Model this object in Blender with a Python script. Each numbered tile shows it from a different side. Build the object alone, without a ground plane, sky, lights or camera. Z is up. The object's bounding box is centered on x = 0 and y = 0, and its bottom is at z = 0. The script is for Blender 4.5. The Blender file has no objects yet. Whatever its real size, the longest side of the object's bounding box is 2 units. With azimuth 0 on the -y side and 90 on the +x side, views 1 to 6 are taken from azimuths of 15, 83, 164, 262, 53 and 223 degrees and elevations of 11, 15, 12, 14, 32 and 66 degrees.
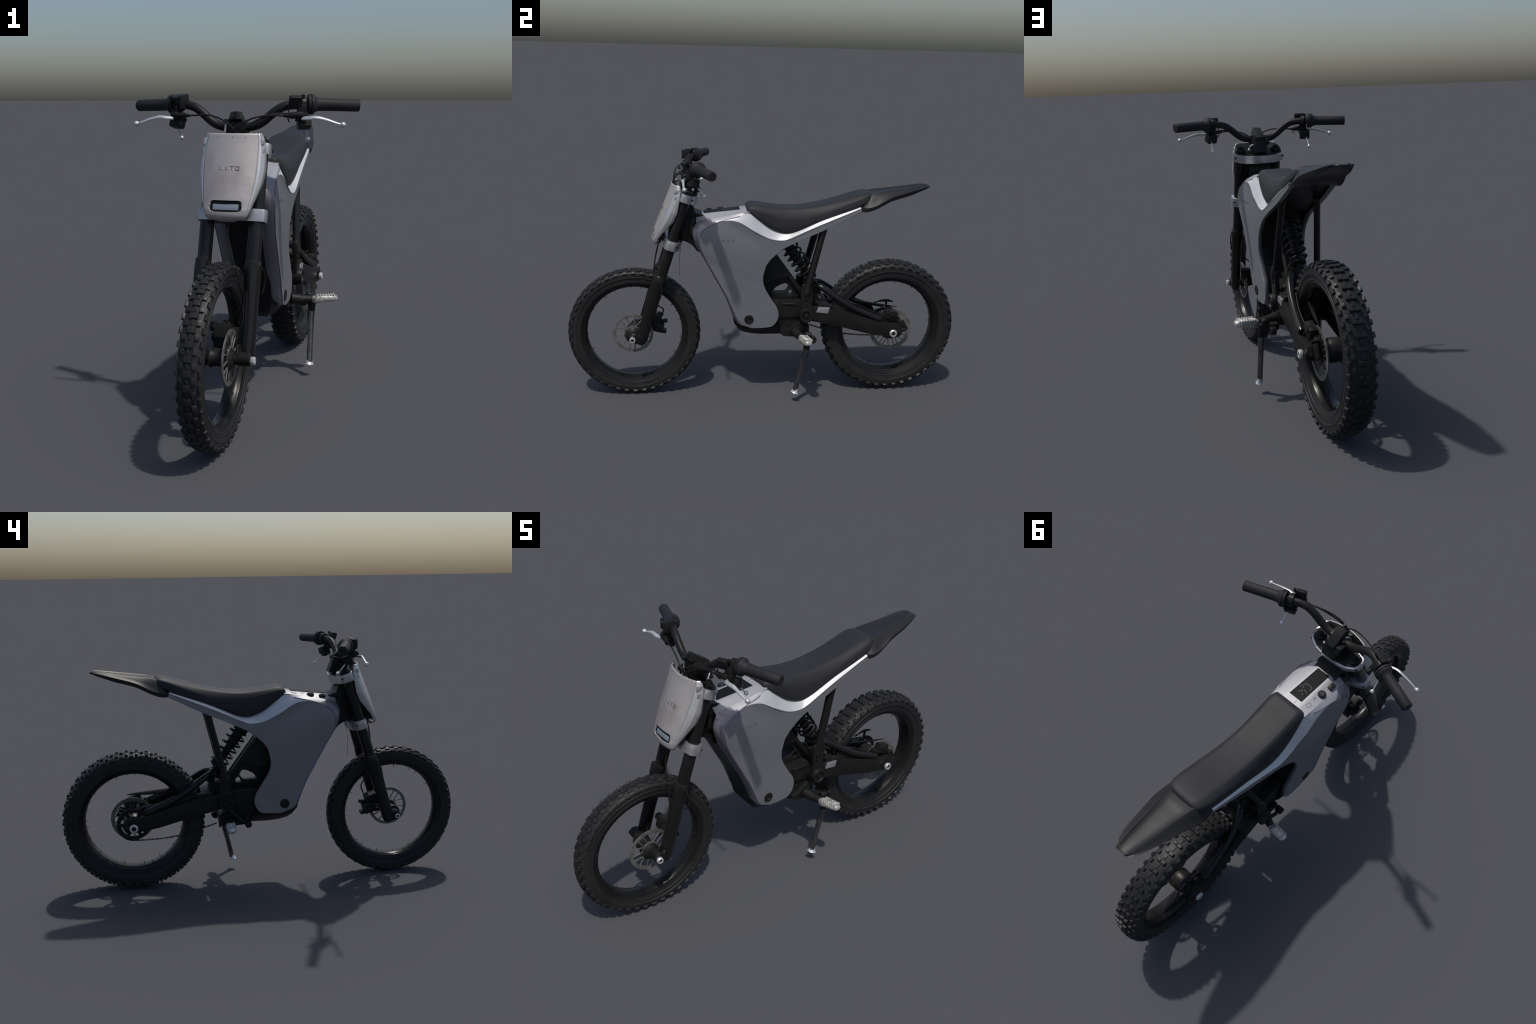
import bpy, bmesh, math, random
from mathutils import Vector, Matrix
from mathutils.geometry import tessellate_polygon
from mathutils.bvhtree import BVHTree

random.seed(7)
SC = bpy.context.scene
PI = math.pi

# ------------------------------------------------------------------ materials
def new_mat(name):
    m = bpy.data.materials.new(name)
    m.use_nodes = True
    nt = m.node_tree
    return m, nt, nt.nodes["Principled BSDF"]

def make_mat(name, col, rough=0.5, metal=0.0, spec=0.5, coat=0.0, var=0.15, var_scale=12.0,
             grain=0.0, grain_scale=400.0, rough_var=0.1, stretch=(1, 1, 1), tint=None, tint_scale=4.0):
    """Principled surface with a soft tonal variation and, where wanted, a fine grain bump."""
    m, nt, b = new_mat(name)
    N, L = nt.nodes, nt.links
    tc = N.new("ShaderNodeTexCoord")
    mp = N.new("ShaderNodeMapping")
    mp.inputs["Scale"].default_value = stretch
    L.new(tc.outputs["Object"], mp.inputs["Vector"])
    nz = N.new("ShaderNodeTexNoise")
    nz.inputs["Scale"].default_value = var_scale
    nz.inputs["Detail"].default_value = 4
    L.new(mp.outputs["Vector"], nz.inputs["Vector"])
    ramp = N.new("ShaderNodeValToRGB")
    ramp.color_ramp.elements[0].position = 0.3
    ramp.color_ramp.elements[1].position = 0.7
    lo = [c * (1 - var) for c in col]
    hi = [min(1, c * (1 + var)) for c in col]
    ramp.color_ramp.elements[0].color = (*lo, 1)
    ramp.color_ramp.elements[1].color = (*hi, 1)
    L.new(nz.outputs["Fac"], ramp.inputs["Fac"])
    out = ramp.outputs["Color"]
    if tint:
        n2 = N.new("ShaderNodeTexNoise")
        n2.inputs["Scale"].default_value = tint_scale
        n2.inputs["Detail"].default_value = 2
        L.new(tc.outputs["Object"], n2.inputs["Vector"])
        r2 = N.new("ShaderNodeValToRGB")
        r2.color_ramp.elements[0].position = 0.45
        r2.color_ramp.elements[1].position = 0.65
        L.new(n2.outputs["Fac"], r2.inputs["Fac"])
        mx = N.new("ShaderNodeMix")
        mx.data_type = 'RGBA'
        L.new(r2.outputs["Color"], mx.inputs["Factor"])
        L.new(out, mx.inputs[6])
        mx.inputs[7].default_value = (*tint, 1)
        out = mx.outputs[2]
    L.new(out, b.inputs["Base Color"])
    mr = N.new("ShaderNodeMapRange")
    mr.inputs["To Min"].default_value = max(0.03, rough - rough_var)
    mr.inputs["To Max"].default_value = min(1, rough + rough_var)
    L.new(nz.outputs["Fac"], mr.inputs["Value"])
    L.new(mr.outputs["Result"], b.inputs["Roughness"])
    b.inputs["Metallic"].default_value = metal
    b.inputs["Specular IOR Level"].default_value = spec
    b.inputs["Coat Weight"].default_value = coat
    b.inputs["Coat Roughness"].default_value = 0.15
    if grain > 0:
        g = N.new("ShaderNodeTexNoise")
        g.inputs["Scale"].default_value = grain_scale
        g.inputs["Detail"].default_value = 3
        L.new(mp.outputs["Vector"], g.inputs["Vector"])
        bp = N.new("ShaderNodeBump")
        bp.inputs["Strength"].default_value = grain
        bp.inputs["Distance"].default_value = 0.002
        L.new(g.outputs["Fac"], bp.inputs["Height"])
        L.new(bp.outputs["Normal"], b.inputs["Normal"])
    return m

M_RUBBER = make_mat("tyre_rubber", (0.0172, 0.0172, 0.0176), 0.52, var=0.2, grain=0.2, grain_scale=250, spec=0.3)
M_KNOB = make_mat("tread_rubber", (0.0185, 0.0185, 0.0192), 0.46, var=0.3, var_scale=18, grain=0.25, grain_scale=250, spec=0.3)
M_BLACK = make_mat("black_plastic", (0.0120, 0.0120, 0.0119), 0.44, var=0.2, grain=0.08, grain_scale=300, spec=0.2)
M_CAST = make_mat("black_casting", (0.0128, 0.0127, 0.0122), 0.50, var=0.3, var_scale=30, grain=0.2, grain_scale=180, spec=0.22)
M_GLOSS = make_mat("gloss_black_paint", (0.0095, 0.0095, 0.0097), 0.22, var=0.15, rough_var=0.04, spec=0.32)
M_RIM = make_mat("rim_black", (0.0100, 0.0100, 0.0100), 0.30, var=0.2, rough_var=0.08, spec=0.25)
M_SEAT = make_mat("seat_vinyl", (0.0235, 0.0242, 0.0268), 0.56, var=0.1, grain=0.3, grain_scale=420, rough_var=0.05, spec=0.25)
M_TAIL = make_mat("tail_plastic", (0.0188, 0.0190, 0.0204), 0.45, var=0.1, rough_var=0.04, spec=0.24)
M_GRIP = make_mat("grip_rubber", (0.0175, 0.0175, 0.0195), 0.62, var=0.12, grain=0.3, grain_scale=350, spec=0.25)
M_BODY = make_mat("satin_silver_shell", (0.222, 0.230, 0.247), 0.42, metal=0.42, var=0.05, var_scale=5, rough_var=0.03, spec=0.5)
M_BAND = make_mat("polished_silver_band", (0.60, 0.605, 0.62), 0.44, metal=0.35, var=0.04, var_scale=5, rough_var=0.03)
M_WRAP = make_mat("satin_silver_violet_sheen", (0.195, 0.195, 0.215), 0.36, metal=0.45, var=0.05, var_scale=6, rough_var=0.04,
                  tint=(0.185, 0.168, 0.215), tint_scale=5)  # violet tint paints iridescent reflections into the silver
M_DECK = make_mat("brushed_deck", (0.42, 0.417, 0.435), 0.46, metal=0.4, var=0.05, var_scale=40, stretch=(1, 0.06, 1), rough_var=0.04)
M_PLATE = make_mat("brushed_plate", (0.42, 0.395, 0.385), 0.45, metal=0.35, var=0.05, var_scale=120, stretch=(0.05, 1, 1),
                   rough_var=0.05, tint=(0.35, 0.31, 0.305), tint_scale=9)
M_FLANGE = make_mat("polished_flange", (0.52, 0.52, 0.525), 0.40, metal=0.6, var=0.05, var_scale=20, rough_var=0.04)
M_CLAMP = make_mat("polished_clamp", (0.47, 0.47, 0.485), 0.34, metal=0.7, var=0.1, var_scale=30, rough_var=0.08)
M_BRIGHT = make_mat("bright_aluminium", (0.68, 0.68, 0.68), 0.32, metal=0.6, var=0.1, var_scale=60)
M_PEG = make_mat("worn_aluminium", (0.50, 0.49, 0.46), 0.40, metal=0.5, var=0.4, var_scale=55, grain=0.8, grain_scale=110)
M_STAND = make_mat("dark_chrome", (0.17, 0.17, 0.175), 0.16, metal=0.9, var=0.3, var_scale=40)
M_DISC = make_mat("disc_steel", (0.16, 0.155, 0.145), 0.42, metal=0.4, var=0.3, var_scale=35)
M_SPRING = make_mat("spring_steel", (0.0130, 0.0130, 0.0130), 0.4, var=0.2, spec=0.25)
M_SEAM = make_mat("violet_sheen_seam", (0.15, 0.115, 0.20), 0.35, metal=0.3, var=0.2, var_scale=15)  # violet reflection along the crease, put into the base colour
M_INK = make_mat("dark_engraving", (0.085, 0.080, 0.079), 0.5, metal=0.0, var=0.1)
M_PINK = make_mat("side_engraving", (0.125, 0.12, 0.12), 0.5, metal=0.2, var=0.1)
M_SCREEN = make_mat("screen_glass", (0.0080, 0.0080, 0.0085), 0.55, var=0.2, spec=0.15)
M_MARK = make_mat("screen_marks", (0.14, 0.14, 0.18), 0.5, var=0.2)
M_LAMP = make_mat("lamp_lens", (0.24, 0.285, 0.33), 0.35, metal=0.2, var=0.1)
M_CHAIN = make_mat("chain_steel", (0.024, 0.022, 0.019), 0.45, metal=0.3, var=0.4, var_scale=150)
M_BRONZE = make_mat("hub_casting", (0.017, 0.0165, 0.0150), 0.40, metal=0.1, var=0.3, var_scale=25, spec=0.3)
M_STUB = make_mat("spoke_stub", (0.03, 0.03, 0.03), 0.35, metal=0.4, var=0.3, var_scale=60)

# ------------------------------------------------------------------ helpers
ROOT = bpy.data.objects.new("electric_dirt_bike", None)
SC.collection.objects.link(ROOT)
ROOT["label"] = "black electric off-road motorcycle with satin silver body shell"
ROOT["category"] = "motorcycle"

def smooth_by_angle(me, deg):
    bm = bmesh.new()
    bm.from_mesh(me)
    a = math.radians(deg)
    for f in bm.faces:
        f.smooth = True
    for e in bm.edges:
        e.smooth = not (len(e.link_faces) == 2 and e.calc_face_angle(0) > a)
    bm.to_mesh(me)
    bm.free()

def add(name, bm, mat, parent=None, smooth=35, recalc=True):
    bmesh.ops.remove_doubles(bm, verts=bm.verts, dist=1e-6)
    if recalc:
        bmesh.ops.recalc_face_normals(bm, faces=bm.faces)
    me = bpy.data.meshes.new(name)
    bm.to_mesh(me)
    bm.free()
    me.materials.append(mat)
    if smooth:
        smooth_by_angle(me, smooth)
    ob = bpy.data.objects.new(name, me)
    SC.collection.objects.link(ob)
    ob.parent = parent or ROOT
    return ob

def instance(ob, name, matrix):
    o = ob.copy()
    o.name = name
    SC.collection.objects.link(o)
    o.parent = ob.parent
    o.matrix_local = matrix
    return o

def catmull(pts, n):
    """n samples per span through control points (any dimension)."""
    P = [Vector(p) for p in pts]
    out = []
    for i in range(len(P) - 1):
        p0 = P[i - 1] if i else P[0] * 2 - P[1]
        p1, p2 = P[i], P[i + 1]
        p3 = P[i + 2] if i + 2 < len(P) else P[-1] * 2 - P[-2]
        for k in range(n):
            t = k / n
            out.append(0.5 * ((2 * p1) + (p2 - p0) * t + (2 * p0 - 5 * p1 + 4 * p2 - p3) * t * t
                              + (3 * p1 - p0 - 3 * p2 + p3) * t ** 3))
    out.append(P[-1])
    return out

def curve_at(table, x):
    """piecewise-smooth lookup in rows (x, a, b, ...)."""
    if x <= table[0][0]:
        return table[0][1:]
    for r0, r1 in zip(table, table[1:]):
        if x <= r1[0]:
            t = (x - r0[0]) / (r1[0] - r0[0])
            return [a + (b - a) * t for a, b in zip(r0[1:], r1[1:])]
    return table[-1][1:]

def grid(bm, rows, close_u=False):
    V = [[bm.verts.new(p) for p in r] for r in rows]
    for a, b in zip(V, V[1:]):
        n = len(a)
        for j in range(n if close_u else n - 1):
            k = (j + 1) % n
            try:
                bm.faces.new((a[j], a[k], b[k], b[j]))
            except ValueError:
                pass
    return V

def loft(bm, rings, caps=True):
    V = grid(bm, rings, True)
    if caps:
        bm.faces.new(V[0][::-1])
        bm.faces.new(V[-1])
    return V

def frames(path):
    P = [Vector(p) for p in path]
    T = []
    for i in range(len(P)):
        a = P[max(0, i - 1)]
        b = P[min(len(P) - 1, i + 1)]
        T.append((b - a).normalized())
    n = T[0].orthogonal().normalized()
    F = []
    for p, t in zip(P, T):
        n = (n - t * n.dot(t)).normalized()
        F.append((p, t, n, t.cross(n)))
    return F

def tube(bm, path, r, seg=14, squash=1.0, caps=True):
    rr = r if isinstance(r, (list, tuple)) else [r] * len(path)
    rings = []
    for (p, t, n, b), q in zip(frames(path), rr):
        rings.append([p + n * (q * math.cos(2 * PI * k / seg)) + b * (q * squash * math.sin(2 * PI * k / seg)) for k in range(seg)])
    return loft(bm, rings, caps)

def cyl(bm, p0, p1, r0, r1=None, seg=20, chamfer=0.0):
    p0, p1 = Vector(p0), Vector(p1)
    r1 = r0 if r1 is None else r1
    if chamfer:
        d = (p1 - p0).normalized() * chamfer
        path = [p0, p0 + d, p1 - d, p1]
        rr = [r0 - chamfer, r0, r1, r1 - chamfer]
    else:
        path, rr = [p0, p1], [r0, r1]
    tube(bm, path, rr, seg)

def box(bm, c, s, rot=None, bevel=0.0, seg=2, taper=None):
    M = Matrix.Translation(Vector(c))
    if rot is not None:
        M = M @ rot.to_4x4()
    r = bmesh.ops.create_cube(bm, size=1.0, matrix=M @ Matrix.Diagonal((*s, 1)))
    vs = r["verts"]
    if taper:
        Mi = M.inverted()
        for v in vs:
            q = Mi @ v.co
            if q.z > 0:
                q.x *= taper[0]
                q.y *= taper[1]
            v.co = M @ q
    if bevel:
        es = list({e for v in vs for e in v.link_edges})
        bmesh.ops.bevel(bm, geom=es, offset=bevel, segments=seg, profile=0.6, affect='EDGES')

def rot_x(a):
    return Matrix.Rotation(a, 3, 'X')

def rot_y(a):
    return Matrix.Rotation(a, 3, 'Y')

def rot_z(a):
    return Matrix.Rotation(a, 3, 'Z')

def lathe(bm, p, d, prof, seg=28, caps=True):
    """profile of (distance along d, radius) turned about the line through p."""
    p, d = Vector(p), Vector(d).normalized()
    n = d.orthogonal().normalized()
    b = d.cross(n)
    rings = [[p + d * a + n * (r * math.cos(2 * PI * k / seg)) + b * (r * math.sin(2 * PI * k / seg)) for k in range(seg)] for a, r in prof]
    return loft(bm, rings, caps)

def sphere(bm, c, r, u=16, v=10, scale=(1, 1, 1)):
    bmesh.ops.create_uvsphere(bm, u_segments=u, v_segments=v, radius=r,
                              matrix=Matrix.Translation(Vector(c)) @ Matrix.Diagonal((*scale, 1)))

def prism(bm, outer, x0, x1, holes=(), bevel=0.0, to3=None, seg=2):
    """polygon in (y, z), optionally with holes, extruded from x0 to x1."""
    to3 = to3 or (lambda p, x: Vector((x, p[0], p[1])))
    loops = [list(outer)] + [list(h) for h in holes]
    flat = [p for lp in loops for p in lp]
    tris = tessellate_polygon([[Vector((p[0], p[1], 0)) for p in lp] for lp in loops])
    A = [bm.verts.new(to3(p, x0)) for p in flat]
    B = [bm.verts.new(to3(p, x1)) for p in flat]
    caps = []
    for t in tris:
        try:
            caps.append(bm.faces.new([A[i] for i in t]))
            caps.append(bm.faces.new([B[i] for i in t][::-1]))
        except ValueError:
            pass
    o = 0
    for lp in loops:
        n = len(lp)
        for i in range(n):
            j = (i + 1) % n
            bm.faces.new((A[o + i], A[o + j], B[o + j], B[o + i]))
        o += n
    if bevel:
        es = [e for e in bm.edges if e.verts[0] in set(A + B) and len(e.link_faces) == 2]
        cap = set(caps)
        sel = [e for e in es if (e.link_faces[0] in cap) != (e.link_faces[1] in cap)]
        bmesh.ops.recalc_face_normals(bm, faces=bm.faces)
        bmesh.ops.bevel(bm, geom=sel, offset=bevel, segments=seg, profile=0.6, affect='EDGES', clamp_overlap=True)

def round_poly(pts, r, n=4):
    out = []
    P = [Vector((p[0], p[1])) for p in pts]
    m = len(P)
    for i in range(m):
        a, b, c = P[i - 1], P[i], P[(i + 1) % m]
        d0, d1 = (a - b), (c - b)
        q = min(r, d0.length * 0.45, d1.length * 0.45)
        s, e = b + d0.normalized() * q, b + d1.normalized() * q
        for k in range(n + 1):
            t = k / n
            out.append(tuple(s * (1 - t) ** 2 + b * 2 * t * (1 - t) + e * t * t))
    return out

def revolve(bm, prof, c, seg=96, closed=True):
    """profile of (x, r) turned about the axle through c = (y, z)."""
    rings = []
    for k in range(seg):
        a = 2 * PI * k / seg
        rings.append([Vector((x, c[0] + r * math.cos(a), c[1] + r * math.sin(a))) for x, r in prof])
    rings.append(rings[0])
    grid(bm, rings, closed)

def mirror_x(bm):
    geom = bm.verts[:] + bm.edges[:] + bm.faces[:]
    d = bmesh.ops.duplicate(bm, geom=geom)
    vs = [g for g in d["geom"] if isinstance(g, bmesh.types.BMVert)]
    for v in vs:
        v.co.x = -v.co.x
    bmesh.ops.reverse_faces(bm, faces=[g for g in d["geom"] if isinstance(g, bmesh.types.BMFace)])

def BM():
    return bmesh.new()

# ------------------------------------------------------------------ wheels
AF, AR = (-0.672, 0.330), (0.6535, 0.3440)      # axle lines
FC, RC = (-0.6655, 0.3340), (0.6490, 0.3520)

def build_wheel(c, R, half, knob_h, n, knobs, front):
    y0, z0 = c
    carc = R - knob_h
    # rim
    bm = BM()
    rw = half * 0.84
    prof = [(0, 0.238), (rw * 0.55, 0.240), (rw * 0.72, 0.246), (rw * 0.82, 0.247), (rw * 0.93, 0.256), (rw, 0.262),
            (rw + 0.003, 0.266), (rw + 0.001, 0.270), (rw - 0.006, 0.270), (rw - 0.010, 0.262)]
    prof = prof + [(-x, r) for x, r in prof[::-1] if x > 0]
    revolve(bm, prof, c, 120)
    wheel = add("wheel", bm, M_RIM, smooth=40)
    # tyre carcass
    bm = BM()
    bead = 0.264
    key = [(rw - 0.004, bead), (rw + 0.002, bead + 0.006), (half * 0.95, bead + (carc - bead) * 0.32), (half, bead + (carc - bead) * 0.56),
           (half * 0.96, bead + (carc - bead) * 0.80), (half * 0.74, carc - 0.0065), (half * 0.38, carc - 0.0018), (0, carc)]
    sm = [(p.x, p.y) for p in catmull(key, 4)]
    prof = sm + [(-x, r) for x, r in sm[::-1] if x > 1e-6]
    revolve(bm, prof, c, 144)
    # rim-protector ring and a low sidewall line
    for s in (1, -1):
        for q, h in ((0.16, 0.0016), (0.46, 0.0012)):
            rr = bead + (carc - bead) * q
            xs = half * (0.90 if q < 0.3 else 1.0) * s
            ring = [(xs - 0.002 * s, rr - 0.004), (xs + h * s, rr - 0.002), (xs + h * s, rr + 0.002), (xs - 0.002 * s, rr + 0.004)]
            revolve(bm, ring, c, 144)
    tyre = add("tyre", bm, M_RUBBER, wheel, smooth=50)

    def surf(x):
        """radius of the carcass at half-width x (crown side)."""
        ax = abs(x)
        best = carc
        for (xa, ra), (xb, rb) in zip(sm, sm[1:]):
            if ra > bead + (carc - bead) * 0.5 and min(xa, xb) <= ax <= max(xa, xb) and abs(xa - xb) > 1e-9:
                best = ra + (rb - ra) * (ax - xa) / (xb - xa)
        return best

    # tread blocks: one mesh per row, copied round the wheel
    first = {}
    loose = BM()
    for row in knobs:
        for x, w, ln, h, phase, named, lean, split in row:
            r = surf(x)
            bm = BM()
            parts = [(0.0, w)] if not split else [(-w * 0.26, w * 0.46), (w * 0.26, w * 0.46)]
            for ox, ww in parts:
                box(bm, (ox, 0, 0.5 * (h - 0.010)), (ww, ln, h + 0.010), bevel=0.0018, seg=2, taper=(0.88, 0.86))
            if split:
                box(bm, (0, 0, 0.5 * (h * 0.55 - 0.010)), (w * 0.3, ln * 0.8, h * 0.55 + 0.010))
            obj = None
            if named:
                obj = add("tread_block", bm, M_KNOB, wheel, smooth=30)
            else:
                bmesh.ops.recalc_face_normals(bm, faces=bm.faces)
                tmp = bpy.data.meshes.new("tmp")
                bm.to_mesh(tmp)
                bm.free()
            for i in range(n):
                jit = random.uniform(-0.0016, 0.0016)
                a = 2 * PI * (i + phase) / n + jit
                tilt = Matrix.Rotation(lean, 4, 'Y')
                yaw = Matrix.Rotation(random.uniform(-0.05, 0.05), 4, 'Z')
                sc = Matrix.Diagonal((random.uniform(0.94, 1.06), random.uniform(0.92, 1.08), random.uniform(0.92, 1.0), 1))
                M = (Matrix.Translation((0, y0, z0)) @ Matrix.Rotation(a - PI / 2, 4, 'X')
                     @ Matrix.Translation((x, 0, r)) @ tilt @ yaw @ sc)
                if named:
                    if i == 0:
                        obj.matrix_local = M
                    else:
                        instance(obj, "tread_block", M)
                else:
                    t2 = tmp.copy()
                    t2.transform(M)
                    loose.from_mesh(t2)
                    bpy.data.meshes.remove(t2)
            if not named:
                bpy.data.meshes.remove(tmp)
    lo = add("small_tread_block", loose, M_KNOB, wheel, smooth=30)
    lo["kind"] = "stuff"
    # spoke stubs standing on the rim well; the source mesh lacks its spokes
    bm = BM()
    for i in range(32):
        a = 2 * PI * (i + 0.3) / 32 + random.uniform(-0.02, 0.02)
        x = 0.012 * (1 if i % 2 else -1)
        ln = random.choice((0.008, 0.012, 0.018, 0.022))
        d = Vector((0, math.cos(a), math.sin(a)))
        t = Vector((0, -math.sin(a), math.cos(a))) * random.uniform(-0.5, 0.5)
        p = Vector((x, y0, z0)) + d * 0.241
        q = p - (d + t * 0.4) * ln
        tube(bm, [p, p - d * ln * 0.35, q], [0.0026, 0.0018, 0.0003], 6)
    st = add("spoke_stub", bm, M_STUB, wheel)
    st["kind"] = "stuff"
    return wheel

rear_knobs = [[(0.0, 0.045, 0.0165, 0.0095, 0.0, True, 0, True)],
              [(s * 0.036, 0.016, 0.017, 0.009, 0.5, False, s * 0.42, False) for s in (1, -1)],
              [(s * 0.0525, 0.018, 0.023, 0.0085, 0.0, True, s * 0.98, False) for s in (1, -1)],
              [(0.0, 0.012, 0.028, 0.0030, 0.5, False, 0, False)]]
front_knobs = [[(0.0, 0.030, 0.025, 0.0066, 0.0, True, 0, False)],
               [(s * 0.0205, 0.017, 0.024, 0.0064, 0.5, False, s * 0.32, False) for s in (1, -1)],
               [(s * 0.0378, 0.014, 0.024, 0.0062, 0.0, True, s * 0.95, False) for s in (1, -1)],
               [(0.0, 0.010, 0.022, 0.0040, 0.5, False, 0, False)]]
FW = build_wheel(FC, 0.3340, 0.0405, 0.0066, 44, front_knobs, True)
RW = build_wheel(RC, 0.3515, 0.0565, 0.0095, 44, rear_knobs, False)

def brake_disc(c, x, r0, r1, arms, carrier, wheel, twist):
    bm = BM()
    n = 96
    prof = [(x - 0.002, r0), (x + 0.002, r0), (x + 0.002, r1), (x - 0.002, r1)]
    revolve(bm, prof, c, n)
    revolve(bm, [(x - 0.003, carrier * 0.5), (x + 0.003, carrier * 0.5), (x + 0.003, carrier), (x - 0.003, carrier)], c, 48)
    for i in range(arms):
        a = 2 * PI * i / arms
        for tw in ((twist, -twist) if i % 2 == 0 else (twist * 0.3,)):
            p = (x, c[0] + carrier * 0.9 * math.cos(a), c[1] + carrier * 0.9 * math.sin(a))
            q = (x, c[0] + (r0 + 0.003) * math.cos(a + tw), c[1] + (r0 + 0.003) * math.sin(a + tw))
            tube(bm, [p, q], [0.0022, 0.0036], 6)
    return add("brake_disc", bm, M_DISC, wheel)

brake_disc((-0.672, 0.336), 0.046, 0.085, 0.1005, 10, 0.040, FW, 0.24)
brake_disc((0.657, 0.340), 0.056, 0.091, 0.111, 14, 0.050, RW, 0.2)

# hubs
bm = BM()
hp = [(-0.066, 0.0), (-0.066, 0.018), (-0.054, 0.019), (-0.052, 0.034), (-0.046, 0.036), (-0.042, 0.026), (-0.03, 0.029), (-0.022, 0.036),
      (-0.014, 0.030), (0.0, 0.028), (0.018, 0.030), (0.024, 0.042), (0.034, 0.045), (0.046, 0.045), (0.050, 0.036), (0.058, 0.03), (0.064, 0.018), (0.07, 0.0)]
revolve(bm, hp, AF, 40, closed=False)
add("hub", bm, M_CAST, FW)
bm = BM()
hp = [(-0.078, 0.0), (-0.078, 0.022), (-0.060, 0.026), (-0.056, 0.04), (-0.052, 0.042), (-0.046, 0.046), (-0.03, 0.050), (0.012, 0.051), (0.02, 0.046),
      (0.04, 0.042), (0.05, 0.055), (0.062, 0.055), (0.066, 0.036), (0.085, 0.026), (0.085, 0.0)]
revolve(bm, hp, AR, 48, closed=False)
add("hub", bm, M_BRONZE, RW)

# axles with bright hollow nuts
def axle_nut(c, x, s, parent, r=0.0155, hexa=True):
    bm = BM()
    prof = [(x - 0.018 * s, 0.006), (x - 0.018 * s, r * 0.85), (x - 0.012 * s, r), (x - 0.003 * s, r), (x, r * 0.86), (x, r * 0.55), (x - 0.01 * s, r * 0.5)]
    revolve(bm, prof, c, 8 if hexa else 24, closed=False)
    add("axle_nut", bm, M_BRIGHT, parent, smooth=25)
    bm = BM()
    cyl(bm, (x - 0.006 * s, *c), (x - 0.004 * s, *c), r * 0.56, seg=16)
    add("axle_bore_disc", bm, M_BLACK, parent)  # black disc inside the nut, standing in for the open bore



bm = BM()
cyl(bm, (0.055, *AF), (0.122, *AF), 0.0185, chamfer=0.003)
cyl(bm, (-0.055, *AF), (-0.122, *AF), 0.0185, chamfer=0.003)
add("axle", bm, M_BLACK, FW)
axle_nut(AF, 0.137, 1, FW)
axle_nut(AF, -0.130, -1, FW, 0.013)
axle_nut(AR, 0.140, 1, RW, 0.019, False)
axle_nut(AR, -0.136, -1, RW, 0.021, False)

# rear sprocket on the right side
bm = BM()
n = 36
SR = 0.080
out = []
for i in range(n * 2):
    a = PI * i / n
    r = SR if i % 2 else SR - 0.005
    out.append((AR[0] + r * math.cos(a), AR[1] + r * math.sin(a)))
holes = []
for k in range(6):
    a0 = 2 * PI * k / 6
    h = []
    for (rr, da) in ((0.040, 0.14), (0.040, 0.9), (0.066, 0.88), (0.066, 0.14)):
        h.append((AR[0] + rr * math.cos(a0 + da), AR[1] + rr * math.sin(a0 + da)))
    holes.append(round_poly(h, 0.007, 3))
prism(bm, out, -0.064, -0.060, holes)
add("sprocket", bm, M_CAST, RW)

# ------------------------------------------------------------------ front fork
TOPF, BOTF = Vector((0, -0.4005, 1.055)), Vector((0, -0.636, 0.300))
fdir = (TOPF - BOTF).normalized()
def fork_pt(z, x=0.0, off=0.0):
    t = (z - BOTF.z) / (TOPF.z - BOTF.z)
    p = BOTF.lerp(TOPF, t)
    back = Vector((0, fdir.z, -fdir.y))
    return Vector((x, p.y, p.z)) + back * off
FX = 0.092
for s in (1, -1):
    bm = BM()
    tube(bm, [fork_pt(1.072, s * FX), fork_pt(0.60, s * FX)], 0.0262, 28)
    up = add("fork_tube", bm, M_GLOSS)
    bm = BM()
    back_v = Vector((0, fdir.z, -fdir.y))
    leg_t = [  # z, offset along the fork normal, half width across, half width fore-aft
        (0.652, -0.003, 0.0255, 0.0275), (0.648, -0.005, 0.0285, 0.0325), (0.618, -0.006, 0.0300, 0.0365), (0.606, -0.006, 0.0295, 0.0350), (0.56, -0.006, 0.0285, 0.0335), (0.51, -0.003, 0.0265, 0.0315),
        (0.46, -0.002, 0.0255, 0.0300), (0.38, -0.001, 0.0250, 0.0300), (0.325, 0.0, 0.0245, 0.0300), (0.306, 0.0, 0.022, 0.026), (0.298, 0.0, 0.015, 0.018)]
    rings = []
    for z, o, wx, wy in leg_t:
        c_ = fork_pt(z, s * (FX + 0.0015 + 0.004 * min(1, (0.652 - z) / 0.2)), o)
        rings.append([c_ + Vector((wx * math.cos(2 * PI * k / 28), 0, 0)) + back_v * (wy * math.sin(2 * PI * k / 28)) for k in range(28)])
    loft(bm, rings)
    leg = add("fork_leg", bm, M_GLOSS)
    # axle lug and guard lip in front of the leg top
    bm = BM()
    cyl(bm, (s * 0.074, -0.666, 0.332), (s * 0.118, -0.666, 0.332), 0.025, chamfer=0.004)
    box(bm, (s * 0.097, -0.651, 0.326), (0.040, 0.034, 0.044), rot_x(-0.3), 0.006)
    add("axle_lug", bm, M_BLACK, leg)
    bm = BM()
    box(bm, fork_pt(0.632, s * (FX + 0.002), -0.022), (0.044, 0.028, 0.050), rot_x(-0.3), 0.009)
    add("leg_collar", bm, M_BLACK, leg)

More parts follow.
